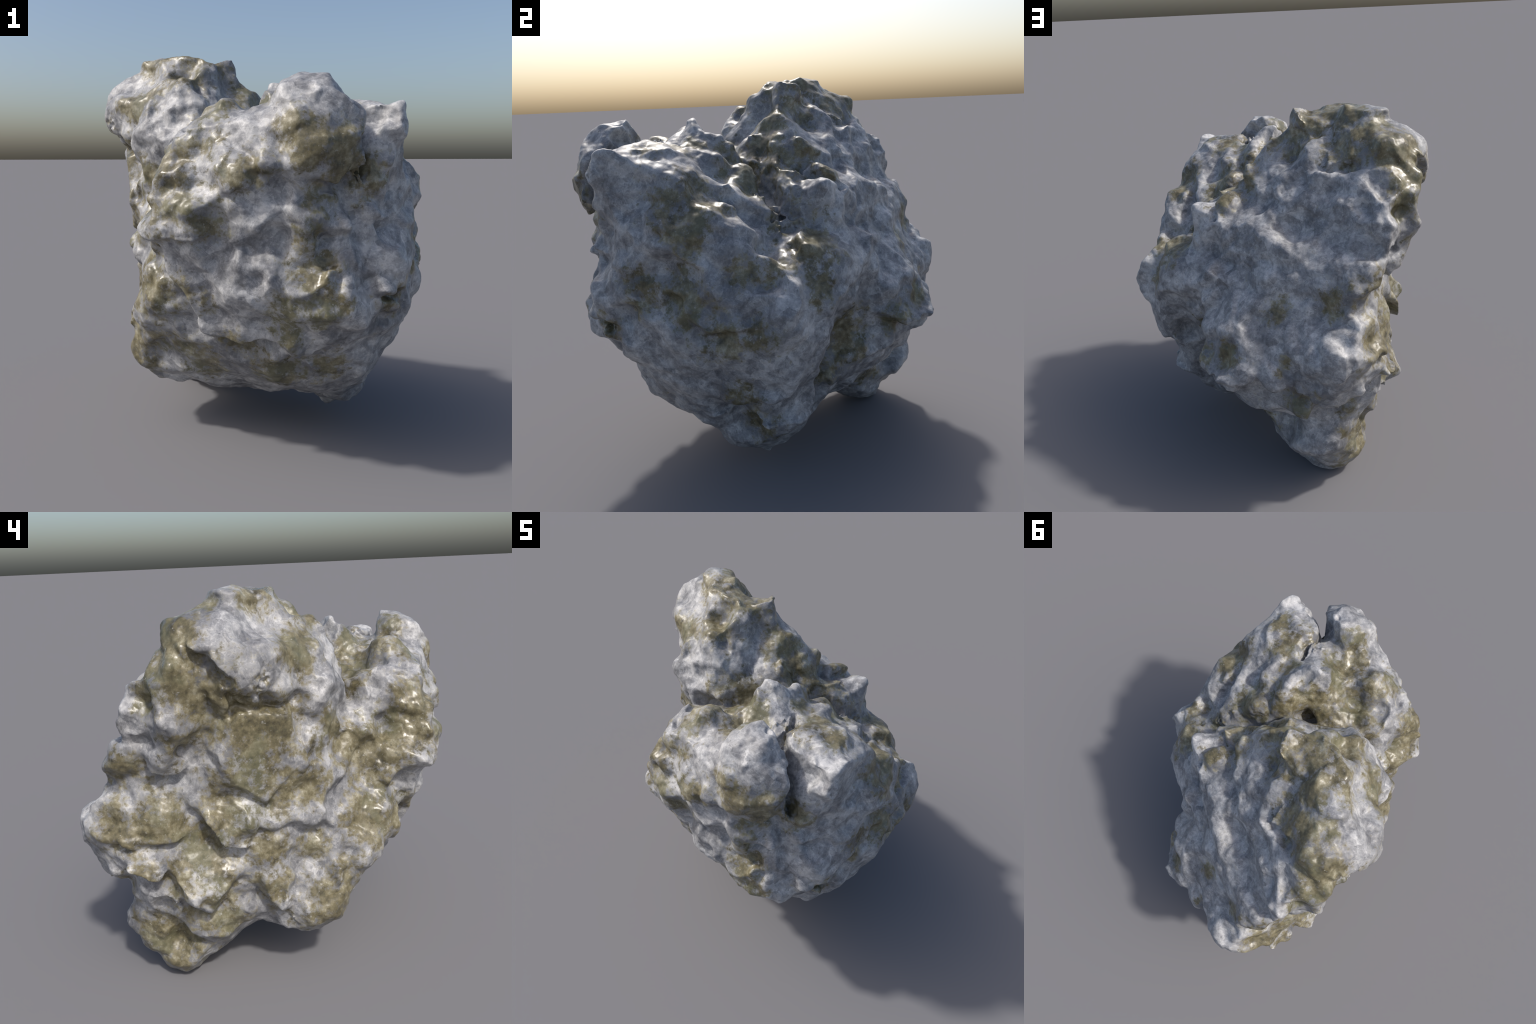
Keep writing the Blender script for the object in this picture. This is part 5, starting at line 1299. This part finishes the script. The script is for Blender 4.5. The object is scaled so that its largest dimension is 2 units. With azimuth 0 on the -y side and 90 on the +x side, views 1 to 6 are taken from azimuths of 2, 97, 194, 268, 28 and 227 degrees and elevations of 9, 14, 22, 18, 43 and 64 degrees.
def sculpt(v, n, strokes, free=None):
    """Work the relief into the surface; n are the normals of the unworked stone."""
    free = np.ones(len(v)) if free is None else free
    ragged = np.stack([smooth_noise(v, .09, s) for s in (51, 52, 53)], 1)
    for kind, path, reach, height in strokes:
        P = np.array(path, float)
        near = np.nonzero(((v > P.min(0) - reach * 1.05) & (v < P.max(0) + reach * 1.05)).all(1))[0]
        if not len(near):
            continue
        q, m = v[near], n[near]
        if len(P) == 1:
            d = np.linalg.norm(q - P[0] + ragged[near] * (min(.45 * reach, .04) if kind in ("knob", "pit") else .4 * reach if kind == "facet" else 0), axis=1) / reach
            core = m[d < .5] if (d < .5).any() else m[[d.argmin()]]
            axis = unit(core.mean(0))
            facing = np.clip((m @ axis + .2) / .6, 0, 1)
            w = np.clip(1 - d, 0, 1)
            if kind == "facet":
                w = np.clip(w / (.25 if reach < .1 else .45), 0, 1)
                w = w * w * (3 - 2 * w) * facing
                off = (q - np.average(q, axis=0, weights=w + 1e-9)) @ axis
                v[near] = q - axis * (np.where(off > 0, off, .45 * off) * w * .9 * height)[:, None]
            else:
                w = np.clip(1 - d * d, 0, 1) ** 1.6
                v[near] = q + axis * (w * facing * height * free[near])[:, None]
            continue
        if kind == "slab":  # a flat broken face with the given (convex) corners
            mid = P.mean(0)
            axis = np.linalg.svd(P - mid)[2][2]
            axis = axis if axis @ m.mean(0) > 0 else -axis
            turn = np.sign((np.cross(P - mid, np.roll(P, -1, 0) - mid) @ axis).sum())
            out = np.full(len(q), -9.0)
            for a, b in zip(P, np.roll(P, -1, 0)):
                out = np.maximum(out, (q - a) @ (unit(np.cross(b - a, axis)) * turn))
            off = (q - mid) @ axis
            w = np.clip(.5 - out / height, 0, 1) * np.clip((m @ axis) / .3, 0, 1) * (np.abs(off) < .16)
            v[near] -= axis * (off * w)[:, None]
            continue
        q = q + ragged[near] * min(.25 * reach, .018)
        best = np.full(len(q), 1e9)
        side, along = np.zeros(len(q)), np.zeros(len(q))
        lengths = np.linalg.norm(np.diff(P, axis=0), axis=1)
        start = np.concatenate([[0], np.cumsum(lengths)])
        for i, (a, b) in enumerate(zip(P[:-1], P[1:])):
            ab = b - a
            t = np.clip((q - a) @ ab / (ab @ ab), 0, 1)
            o = q - a - t[:, None] * ab
            d = np.linalg.norm(o, axis=1)
            s = (o * np.cross(m, unit(ab))).sum(1)
            take = d < best
            best = np.where(take, d, best)
            side = np.where(take, s, side)
            along = np.where(take, start[i] + t * lengths[i], along)
        d = np.clip(best / reach, 0, 1)
        ends = np.clip(np.minimum(along, start[-1] - along) / (.22 * start[-1]) * .75 + .25, 0, 1)
        if kind == "ledge":
            s = np.clip(side / .020, -1, 1)
            up = .5 + .5 * s * (1.5 - .5 * s * s)
            w = (up * (1 - d * d) ** 1.3 * .8 - (1 - up) * .5 * (1 - d) ** 1.5) * ends
        else:
            w = (1 - d) ** 1.5 * (1 - .25 * np.exp(-(d / .12) ** 2)) * ends
        v[near] += m * (w * height * free[near])[:, None]
    return v


# ------------------------------------------------------------------ build
stone = Stone((-1.02, -1.1, -.08), (1.05, 1.08, 2.08), STEP)
stone.loft(MASS, cap_low=9, cap_high=3.0)
stone.loft(BACK_PEAK, cap_low=.7, cap_high=6)
stone.loft(FRONT_CROWN, cap_low=.7, cap_high=5)
stone.loft(BACK_FOOT, k=.04)
stone.loft(FRONT_FOOT, k=.04)

# the great cleft that splits the back peak from the front crown
stone.gash([(-.75, -.57, 1.57), (-.38, -.41, 1.53), (-.12, -.29, 1.52), (.04, -.18, 1.50), (.15, -.04, 1.46), (.38, .14, 1.33), (.66, .24, 1.17), (.95, .36, 1.06)],
           (0, 0, 1), .33, .65)
# deep pockets along its floor
stone.channel([(.02, -.20, 1.53), (.03, -.24, 1.45), (.0, -.27, 1.40)], [.05, .045, .04])
stone.channel([(-.42, -.43, 1.53), (-.35, -.36, 1.47), (-.28, -.31, 1.45)], [.05, .05, .04])
stone.channel([(.26, .06, 1.41), (.37, .13, 1.34)], [.04, .05], k=.08)
# hollow low on the front
stone.channel([(.38, -1.0, 1.00), (.33, -.86, 1.00), (.31, -.84, 1.09)], [.045, .035, .035], k=.07)

# the deep recess under the front mass on the right
stone.channel([(.78, .47, 1.02), (.56, .51, .88), (.51, .48, .72), (.49, .42, .52), (.50, .36, .38)], [.05, .11, .14, .13, .10], k=.035)
# the split between the front knob and the right-hand block
stone.lump((.23, -.71, 1.675), (.19, .15, .12), square=2.3)
stone.lump((.19, -.30, 1.67), (.09, .09, .095), square=2.2)
stone.lump((.53, -.60, 1.60), (.12, .15, .10), yaw=25, square=5, k=.04)
stone.lump((.40, -.40, 1.55), (.14, .16, .14), yaw=25, square=4, k=.06)
stone.gash([(.55, -.92, 1.08), (.42, -.75, 1.35), (.345, -.655, 1.59), (.27, -.42, 1.64)], (.1, 0, 1), .12, .24, k=.03)
# corners of the back mass and the nose at the front
stone.lump((-.47, .82, .91), (.14, .11, .12), k=.07)
stone.lump((-.57, .20, 1.93), (.12, .10, .085), k=.05)
stone.lump((-.38, .53, .07), (.14, .12, .08), k=.05)
stone.lump((-.60, .78, .94), (.09, .11, .11), k=.07)
stone.lump((.33, -.89, .85), (.14, .08, .11), k=.07)


stone.d += .011  # leave room for the relief


def largest_piece(verts, quads):
    """Drop everything but the biggest connected shell."""
    label = np.arange(len(verts))
    while True:
        low = label[quads].min(1)
        new = label.copy()
        np.minimum.at(new, quads.ravel(), np.repeat(low, 4))
        new = new[new]
        if (new == label).all():
            break
        label = new
    main = np.bincount(label).argmax()
    keep = label == main
    index = np.cumsum(keep) - 1
    return verts[keep], index[quads[keep[quads[:, 0]]]]


def as_mesh(name, verts, quads):
    me = bpy.data.meshes.new(name)
    me.vertices.add(len(verts))
    me.vertices.foreach_set("co", np.ascontiguousarray(verts, np.float32).ravel())
    me.loops.add(quads.size)
    me.loops.foreach_set("vertex_index", quads.ravel().astype(np.int32))
    me.polygons.add(len(quads))
    me.polygons.foreach_set("loop_start", np.arange(len(quads), dtype=np.int32) * 4)
    me.update(calc_edges=True)
    me.validate()
    return me


def with_modifier(kind, **settings):
    """Apply one modifier to the rock and return its new mesh."""
    old = rock.data
    mod = rock.modifiers.new(kind.lower(), kind)
    for k, val in settings.items():
        setattr(mod, k, val)
    bpy.context.view_layer.update()
    new = bpy.data.meshes.new_from_object(rock.evaluated_get(bpy.context.evaluated_depsgraph_get()))
    rock.modifiers.clear()
    rock.data = new
    new.name = "boulder"
    bpy.data.meshes.remove(old)
    return new


def reshape(work):
    """Move the vertices: work(points, normals) -> new points."""
    v, n = mesh_arrays(rock.data)
    v = work(v.copy(), n)
    rock.data.vertices.foreach_set("co", v.astype(np.float32).ravel())
    rock.data.update()


rock = bpy.data.objects.new("boulder", as_mesh("boulder", *largest_piece(*stone.surface())))
bpy.context.scene.collection.objects.link(rock)
rock["label"] = "pale grey craggy limestone boulder with ochre mineral patches"
rock["category"] = "rock boulder"

STROKES = 1
ROUGH = 1
strokes = [stroke for group in RELIEF for stroke in group] if STROKES else []
reshape(lambda v, n: sculpt(v, n, BROAD))
free = elbow_room(rock.data)


def crumble(v, n):
    """Random lumps with cracks between them."""
    warp = np.stack([smooth_noise(v, .22, s) for s in (1, 2, 3)], 1)
    f1, f2 = cells(v + .05 * warp, .17, 5, (1, 1, .8))
    g1, g2 = cells(v + .05 * warp, .075, 9)
    rise = ROUGH * (.016 * (.55 - f1) + .013 * np.minimum(f2 - f1, .4) + .007 * (.5 - g1))
    return v + n * ((rise - rise.mean() - ROUGH * .006) * free)[:, None]


def grain(v, n):
    warp = np.stack([smooth_noise(v, .22, s) for s in (1, 2, 3)], 1)
    return v + n * (ROUGH * (0.004 * smooth_noise(v, .05, 31) + .003 * (.5 - cells(v + .03 * warp, .045, 41)[0]) + .0018 * smooth_noise(v, .022, 32)))[:, None]


def chip(seed, count, least, most):
    """Knock flat chips off at random places."""
    dice = np.random.default_rng(seed)
    points = mesh_arrays(rock.data)[0]
    chips = [("facet", [points[i]], least + (most - least) * dice.random() ** 1.5, dice.uniform(.6, 1.0)) for i in dice.choice(len(points), count, replace=False)]
    reshape(lambda v, n: sculpt(v, n, chips))


smooth_normals = mesh_arrays(rock.data)[1].copy()
if ROUGH:
    chip(17, 160, .08, .15)
reshape(lambda v, n: sculpt(v, smooth_normals, strokes, free))
if ROUGH:
    reshape(crumble)
    chip(23, 700, .025, .085)
    reshape(lambda v, n: sculpt(v, n, [t for t in strokes if t[0] in ("facet", "slab")], free))
    with_modifier("REMESH", mode="VOXEL", voxel_size=.0062, adaptivity=0.0)
    with_modifier("SMOOTH", factor=.3, iterations=1)
    me = rock.data
    quads = np.empty(len(me.loops), np.int32)
    me.loops.foreach_get("vertex_index", quads)
    rock.data = as_mesh("boulder", *largest_piece(mesh_arrays(me)[0], quads.reshape(-1, 4)))
    bpy.data.meshes.remove(me)
    reshape(grain)
    # the foot rests on the ground
    reshape(lambda v, n: np.column_stack([v[:, :2], np.where(v[:, 2] < .03, .03 + (v[:, 2] - .03) * .3, v[:, 2])]))
    # blunt the outermost tips
    blunt = lambda t, lim: np.sign(t) * np.where(np.abs(t) > lim, lim + (np.abs(t) - lim) * .35, np.abs(t))
    reshape(lambda v, n: np.column_stack([blunt(v[:, 0], .862), blunt(v[:, 1], .962), v[:, 2]]))
me = rock.data
me.name = "boulder"
me.polygons.foreach_set("use_smooth", np.ones(len(me.polygons), bool))
me.update()

# ------------------------------------------------------------------ material
# Where the stone is stained ochre and olive: x, y, z and radius of each stain.
OCHRE = {
    "west face": [(-0.84, 0.42, 1.67, 0.18), (-0.83, 0.33, 1.56, 0.19), (-0.79, 0.20, 1.48, 0.22), (-0.73, 0.09, 1.37, 0.25), (-0.77, 0.21, 1.18, 0.15), (-0.65, -0.10, 1.10, 0.16), (-0.70, 0.02, 1.07, 0.16), (-0.77, 0.27, 1.01, 0.20), (-0.80, 0.16, 0.92, 0.15), (-0.74, 0.57, 0.97, 0.21), (-0.68, 0.74, 0.93, 0.16), (-0.67, 0.77, 1.07, 0.10), (-0.72, 0.49, 0.89, 0.11), (-0.70, 0.36, 0.79, 0.19), (-0.71, 0.49, 0.71, 0.13), (-0.67, 0.30, 0.57, 0.14), (-0.70, 0.06, 0.80, 0.13), (-0.68, 0.07, 0.61, 0.11), (-0.51, 0.53, 0.25, 0.24), (-0.53, 0.66, 0.32, 0.15), (-0.62, 0.41, 0.45, 0.14), (-0.61, 0.30, 0.37, 0.14), (-0.57, -0.46, 0.85, 0.20), (-0.67, -0.28, 0.49, 0.25), (-0.62, -0.14, 0.78, 0.11), (-0.46, -0.53, 1.07, 0.11), (-0.42, -0.67, 1.38, 0.17), (-0.41, -0.69, 1.26, 0.17), (-0.47, -0.55, 1.19, 0.17), (-0.60, 0.10, 1.95, 0.12), (-0.61, -0.11, 1.74, 0.15), (-0.79, 0.41, 1.80, 0.14), (-0.69, -0.04, 1.71, 0.10), (-0.56, -0.26, 1.35, 0.13), (-0.64, -0.19, 1.27, 0.10), (-0.76, 0.42, 1.38, 0.10), (-0.69, 0.73, 1.25, 0.10), (0.02, -0.45, 1.65, 0.09), (0.08, -0.70, 1.74, 0.09)],
    "front": [(-0.22, -0.89, 1.45, 0.14), (-0.35, -0.77, 1.40, 0.15), (-0.12, -0.94, 1.42, 0.11), (-0.03, -0.94, 1.40, 0.11), (-0.28, -0.90, 1.27, 0.16), (-0.46, -0.37, 1.19, 0.17), (-0.24, -0.86, 1.16, 0.12), (-0.49, -0.56, 0.84, 0.16), (-0.35, -0.71, 0.87, 0.10), (-0.23, -0.73, 0.80, 0.08), (0.15, -0.86, 0.75, 0.12), (0.17, -0.81, 0.66, 0.07), (0.31, -0.95, 0.80, 0.14), (0.39, -0.95, 0.83, 0.09), (0.27, -0.91, 0.92, 0.07), (0.21, -0.88, 0.98, 0.09), (0.25, -0.90, 1.10, 0.09), (0.16, -0.97, 1.57, 0.11), (0.25, -0.97, 1.50, 0.13), (0.37, -0.92, 1.48, 0.13), (0.36, -0.91, 1.39, 0.11), (0.52, -0.76, 1.33, 0.07), (0.31, -0.89, 1.29, 0.09), (-0.38, -0.14, 1.84, 0.15), (-0.13, -0.64, 1.64, 0.13), (-0.55, -0.47, 0.50, 0.14), (-0.36, -0.52, 0.50, 0.14), (-0.08, -0.68, 0.59, 0.10), (0.12, -0.62, 0.42, 0.16), (0.32, -0.64, 0.45, 0.11), (-0.27, -0.45, 0.41, 0.14), (0.59, -0.74, 0.83, 0.08), (0.35, -0.91, 1.22, 0.07)],
    "east side": [(-0.15, 0.19, 1.81, 0.11), (0.79, -0.27, 1.31, 0.11), (0.71, -0.25, 1.48, 0.08), (0.77, -0.21, 1.36, 0.08), (0.80, 0.00, 1.15, 0.11), (0.77, 0.10, 1.11, 0.08), (0.67, 0.33, 1.04, 0.10), (0.76, -0.45, 1.07, 0.12), (0.65, -0.70, 0.82, 0.09), (0.75, -0.53, 0.96, 0.08), (0.83, -0.12, 0.83, 0.12), (0.85, 0.07, 0.86, 0.10), (0.53, 0.20, 1.22, 0.08), (0.13, 0.24, 1.63, 0.11), (0.24, 0.11, 1.52, 0.13), (0.38, -0.02, 1.48, 0.09), (0.23, 0.71, 0.75, 0.12), (0.36, 0.50, 0.80, 0.09), (0.35, 0.43, 0.66, 0.14), (-0.04, 0.58, 0.26, 0.10), (0.39, 0.32, 0.48, 0.09), (0.61, 0.02, 0.32, 0.11), (0.73, -0.06, 0.48, 0.10), (0.47, 0.13, 1.27, 0.08), (-0.56, 0.38, 1.87, 0.11)],
    "back face": [(-0.43, 0.36, 1.83, 0.11), (-0.27, 0.22, 1.90, 0.09), (-0.69, 0.47, 1.81, 0.13), (-0.50, 0.41, 1.79, 0.09), (-0.79, 0.50, 1.71, 0.06), (-0.77, 0.56, 1.56, 0.08), (-0.65, 0.76, 1.25, 0.06), (-0.63, 0.78, 1.20, 0.10), (-0.47, 0.80, 1.15, 0.08), (0.20, 0.35, 1.54, 0.10), (0.64, -0.24, 1.51, 0.11), (0.08, 0.81, 0.84, 0.09), (-0.17, 0.74, 1.07, 0.09), (-0.32, 0.87, 0.62, 0.11), (-0.53, 0.77, 0.57, 0.11), (-0.51, 0.75, 0.39, 0.07), (-0.56, 0.54, 0.13, 0.10), (-0.73, 0.65, 0.75, 0.07), (-0.65, 0.30, 1.91, 0.09), (-0.23, 0.89, 0.84, 0.05)],
    "top from the front": [(-0.02, 0.04, 1.74, 0.16), (0.07, -0.00, 1.66, 0.19), (0.15, 0.05, 1.57, 0.17), (0.39, -0.42, 1.69, 0.14), (0.28, -0.32, 1.66, 0.09), (0.68, -0.16, 1.45, 0.12), (0.72, -0.36, 1.45, 0.12), (0.28, -0.84, 1.02, 0.12), (0.49, -0.77, 1.38, 0.11), (-0.43, 0.21, 1.97, 0.13), (0.79, -0.30, 1.04, 0.16), (0.54, -0.47, 1.69, 0.11)],
    "top from behind": [(0.29, -0.04, 1.52, 0.17), (0.11, -0.16, 1.61, 0.13), (0.71, 0.13, 1.15, 0.11), (0.55, 0.27, 1.23, 0.18), (-0.03, -0.27, 1.54, 0.20), (-0.14, -0.42, 1.55, 0.20), (0.07, -0.55, 1.64, 0.17), (-0.35, 0.08, 1.97, 0.17), (-0.49, 0.08, 1.97, 0.14), (0.05, -0.67, 1.68, 0.10)],
}


class Nodes:
    def __init__(self, tree):
        self.t = tree

    def add(self, kind, inputs=(), **props):
        node = self.t.nodes.new("ShaderNode" + kind)
        for k, val in props.items():
            setattr(node, k, val)
        for k, val in dict(inputs).items():
            if isinstance(val, bpy.types.NodeSocket):
                self.t.links.new(val, node.inputs[k])
            else:
                node.inputs[k].default_value = val
        return node

    def math(self, op, a, b=0.0, c=0.0, clamp=False):
        return self.add("Math", {0: a, 1: b, 2: c}, operation=op, use_clamp=clamp).outputs[0]

    def noise(self, where, scale, detail=6, rough=.6, lac=2.0, distort=0.0):
        return self.add("TexNoise", {"Vector": where, "Scale": scale, "Detail": detail, "Roughness": rough, "Lacunarity": lac, "Distortion": distort}).outputs["Fac"]

    def ramp(self, fac, stops):
        node = self.add("ValToRGB", {"Fac": fac})
        el = node.color_ramp.elements
        while len(el) < len(stops):
            el.new(.5)
        for e, (pos, col) in zip(el, stops):
            e.position, e.color = pos, (*col, 1)
        return node.outputs["Color"]

    def mix(self, fac, a, b, blend="MIX"):
        return self.add("Mix", {0: fac, 6: a, 7: b}, data_type="RGBA", blend_type=blend).outputs[2]

    def step(self, x, lo, hi):
        return self.add("MapRange", {"Value": x, "From Min": lo, "From Max": hi}, interpolation_type="SMOOTHSTEP").outputs[0]


mat = bpy.data.materials.new("limestone")
mat.use_nodes = True
N = Nodes(mat.node_tree)
bsdf = mat.node_tree.nodes["Principled BSDF"]
place = N.add("TexCoord").outputs["Object"]
wobble = N.add("TexNoise", {"Vector": place, "Scale": 5.0, "Detail": 4.0, "Roughness": .6}).outputs["Color"]
wobble = N.add("VectorMath", {0: wobble, 1: (.5, .5, .5)}, operation="SUBTRACT").outputs[0]
wobble = N.add("VectorMath", {0: wobble, "Scale": .16}, operation="SCALE").outputs[0]
near = N.add("VectorMath", {0: place, 1: wobble}, operation="ADD").outputs[0]
stain = None
for x, y, z, radius in (spot for region in OCHRE.values() for spot in region):
    d = N.add("VectorMath", {0: near, 1: (x, y, z)}, operation="DISTANCE").outputs["Value"]
    fall = N.math("MULTIPLY_ADD", d, -1 / radius, 1.0)
    stain = fall if stain is None else N.math("MAXIMUM", stain, fall)
stain = N.math("MAXIMUM", stain if stain is not None else 0.0, -.6)
grain = N.noise(place, 24, 9, .74)
patchy = N.noise(place, 6, 8, .65)
stain = N.math("ADD", stain, N.math("ADD", N.math("MULTIPLY_ADD", patchy, 2.6, -1.32), N.math("MULTIPLY_ADD", grain, 3.0, -1.5)))
ochre = N.math("MULTIPLY", N.step(stain, -.20, .60), .97)

cloud = N.noise(place, 4.5, 10, .66, distort=.5)
speck = N.noise(place, 55, 5, .6)
crystals = N.add("TexVoronoi", {"Vector": N.add("VectorMath", {0: place, 1: N.add("VectorMath", {0: wobble, "Scale": .35}, operation="SCALE").outputs[0]}, operation="ADD").outputs[0], "Scale": 19.0}).outputs["Color"]
crystal = N.add("SeparateColor", {"Color": crystals}).outputs[0]
veins = N.math("ABSOLUTE", N.math("SUBTRACT", N.noise(place, 11, 5, .6, distort=1.2), .5))
tone = N.math("ADD", N.math("MULTIPLY", cloud, .50), N.math("MULTIPLY", grain, .50))
tone = N.math("ADD", tone, N.math("MULTIPLY", N.step(veins, .030, .0), .045))
tone = N.math("ADD", tone, N.math("MULTIPLY_ADD", crystal, .09, -.045))
grey = N.ramp(tone, [(.36, (.11, .113, .122)), (.43, (.175, .177, .188)), (.495, (.258, .26, .27)), (.56, (.38, .38, .386)), (.64, (.54, .535, .535))])
hue = N.noise(place, 9, 6, .6)
earth = N.ramp(N.math("ADD", N.math("MULTIPLY", hue, .5), N.math("MULTIPLY", N.noise(place, 30, 7, .7), .5)),
               [(.37, (.050, .043, .024)), (.44, (.096, .083, .044)), (.50, (.146, .126, .070)), (.56, (.212, .190, .120)), (.64, (.36, .34, .26))])
olive = N.mix(N.step(N.noise(place, 4, 5, .6), .50, .62), earth, (.105, .112, .066, 1))
earth = N.mix(.45, earth, olive)
colour = N.mix(ochre, grey, earth)
spots = N.step(speck, .62, .72)
colour = N.mix(N.math("MULTIPLY", spots, .35), colour, (.52, .52, .50, 1))
pits = N.step(N.noise(place, 38, 4, .55), .36, .29)
colour = N.mix(N.math("MULTIPLY", pits, .45), colour, (.07, .07, .062, 1))
mat.node_tree.links.new(colour, bsdf.inputs["Base Color"])
rough = N.math("MULTIPLY_ADD", ochre, -.15, .49)
wet = N.math("MULTIPLY", ochre, N.step(N.noise(place, 5.5, 3, .5), .50, .60))
rough = N.math("MULTIPLY_ADD", wet, -.15, rough)
rough = N.math("ADD", rough, N.math("MULTIPLY_ADD", grain, .24, -.12))
mat.node_tree.links.new(rough, bsdf.inputs["Roughness"])
bsdf.inputs["Specular IOR Level"].default_value = .5
height = N.math("ADD", N.math("MULTIPLY", grain, .4), N.math("MULTIPLY", speck, .3))
bump = N.add("Bump", {"Height": height, "Strength": .22, "Distance": .014}).outputs[0]
mat.node_tree.links.new(bump, bsdf.inputs["Normal"])
me.materials.append(mat)
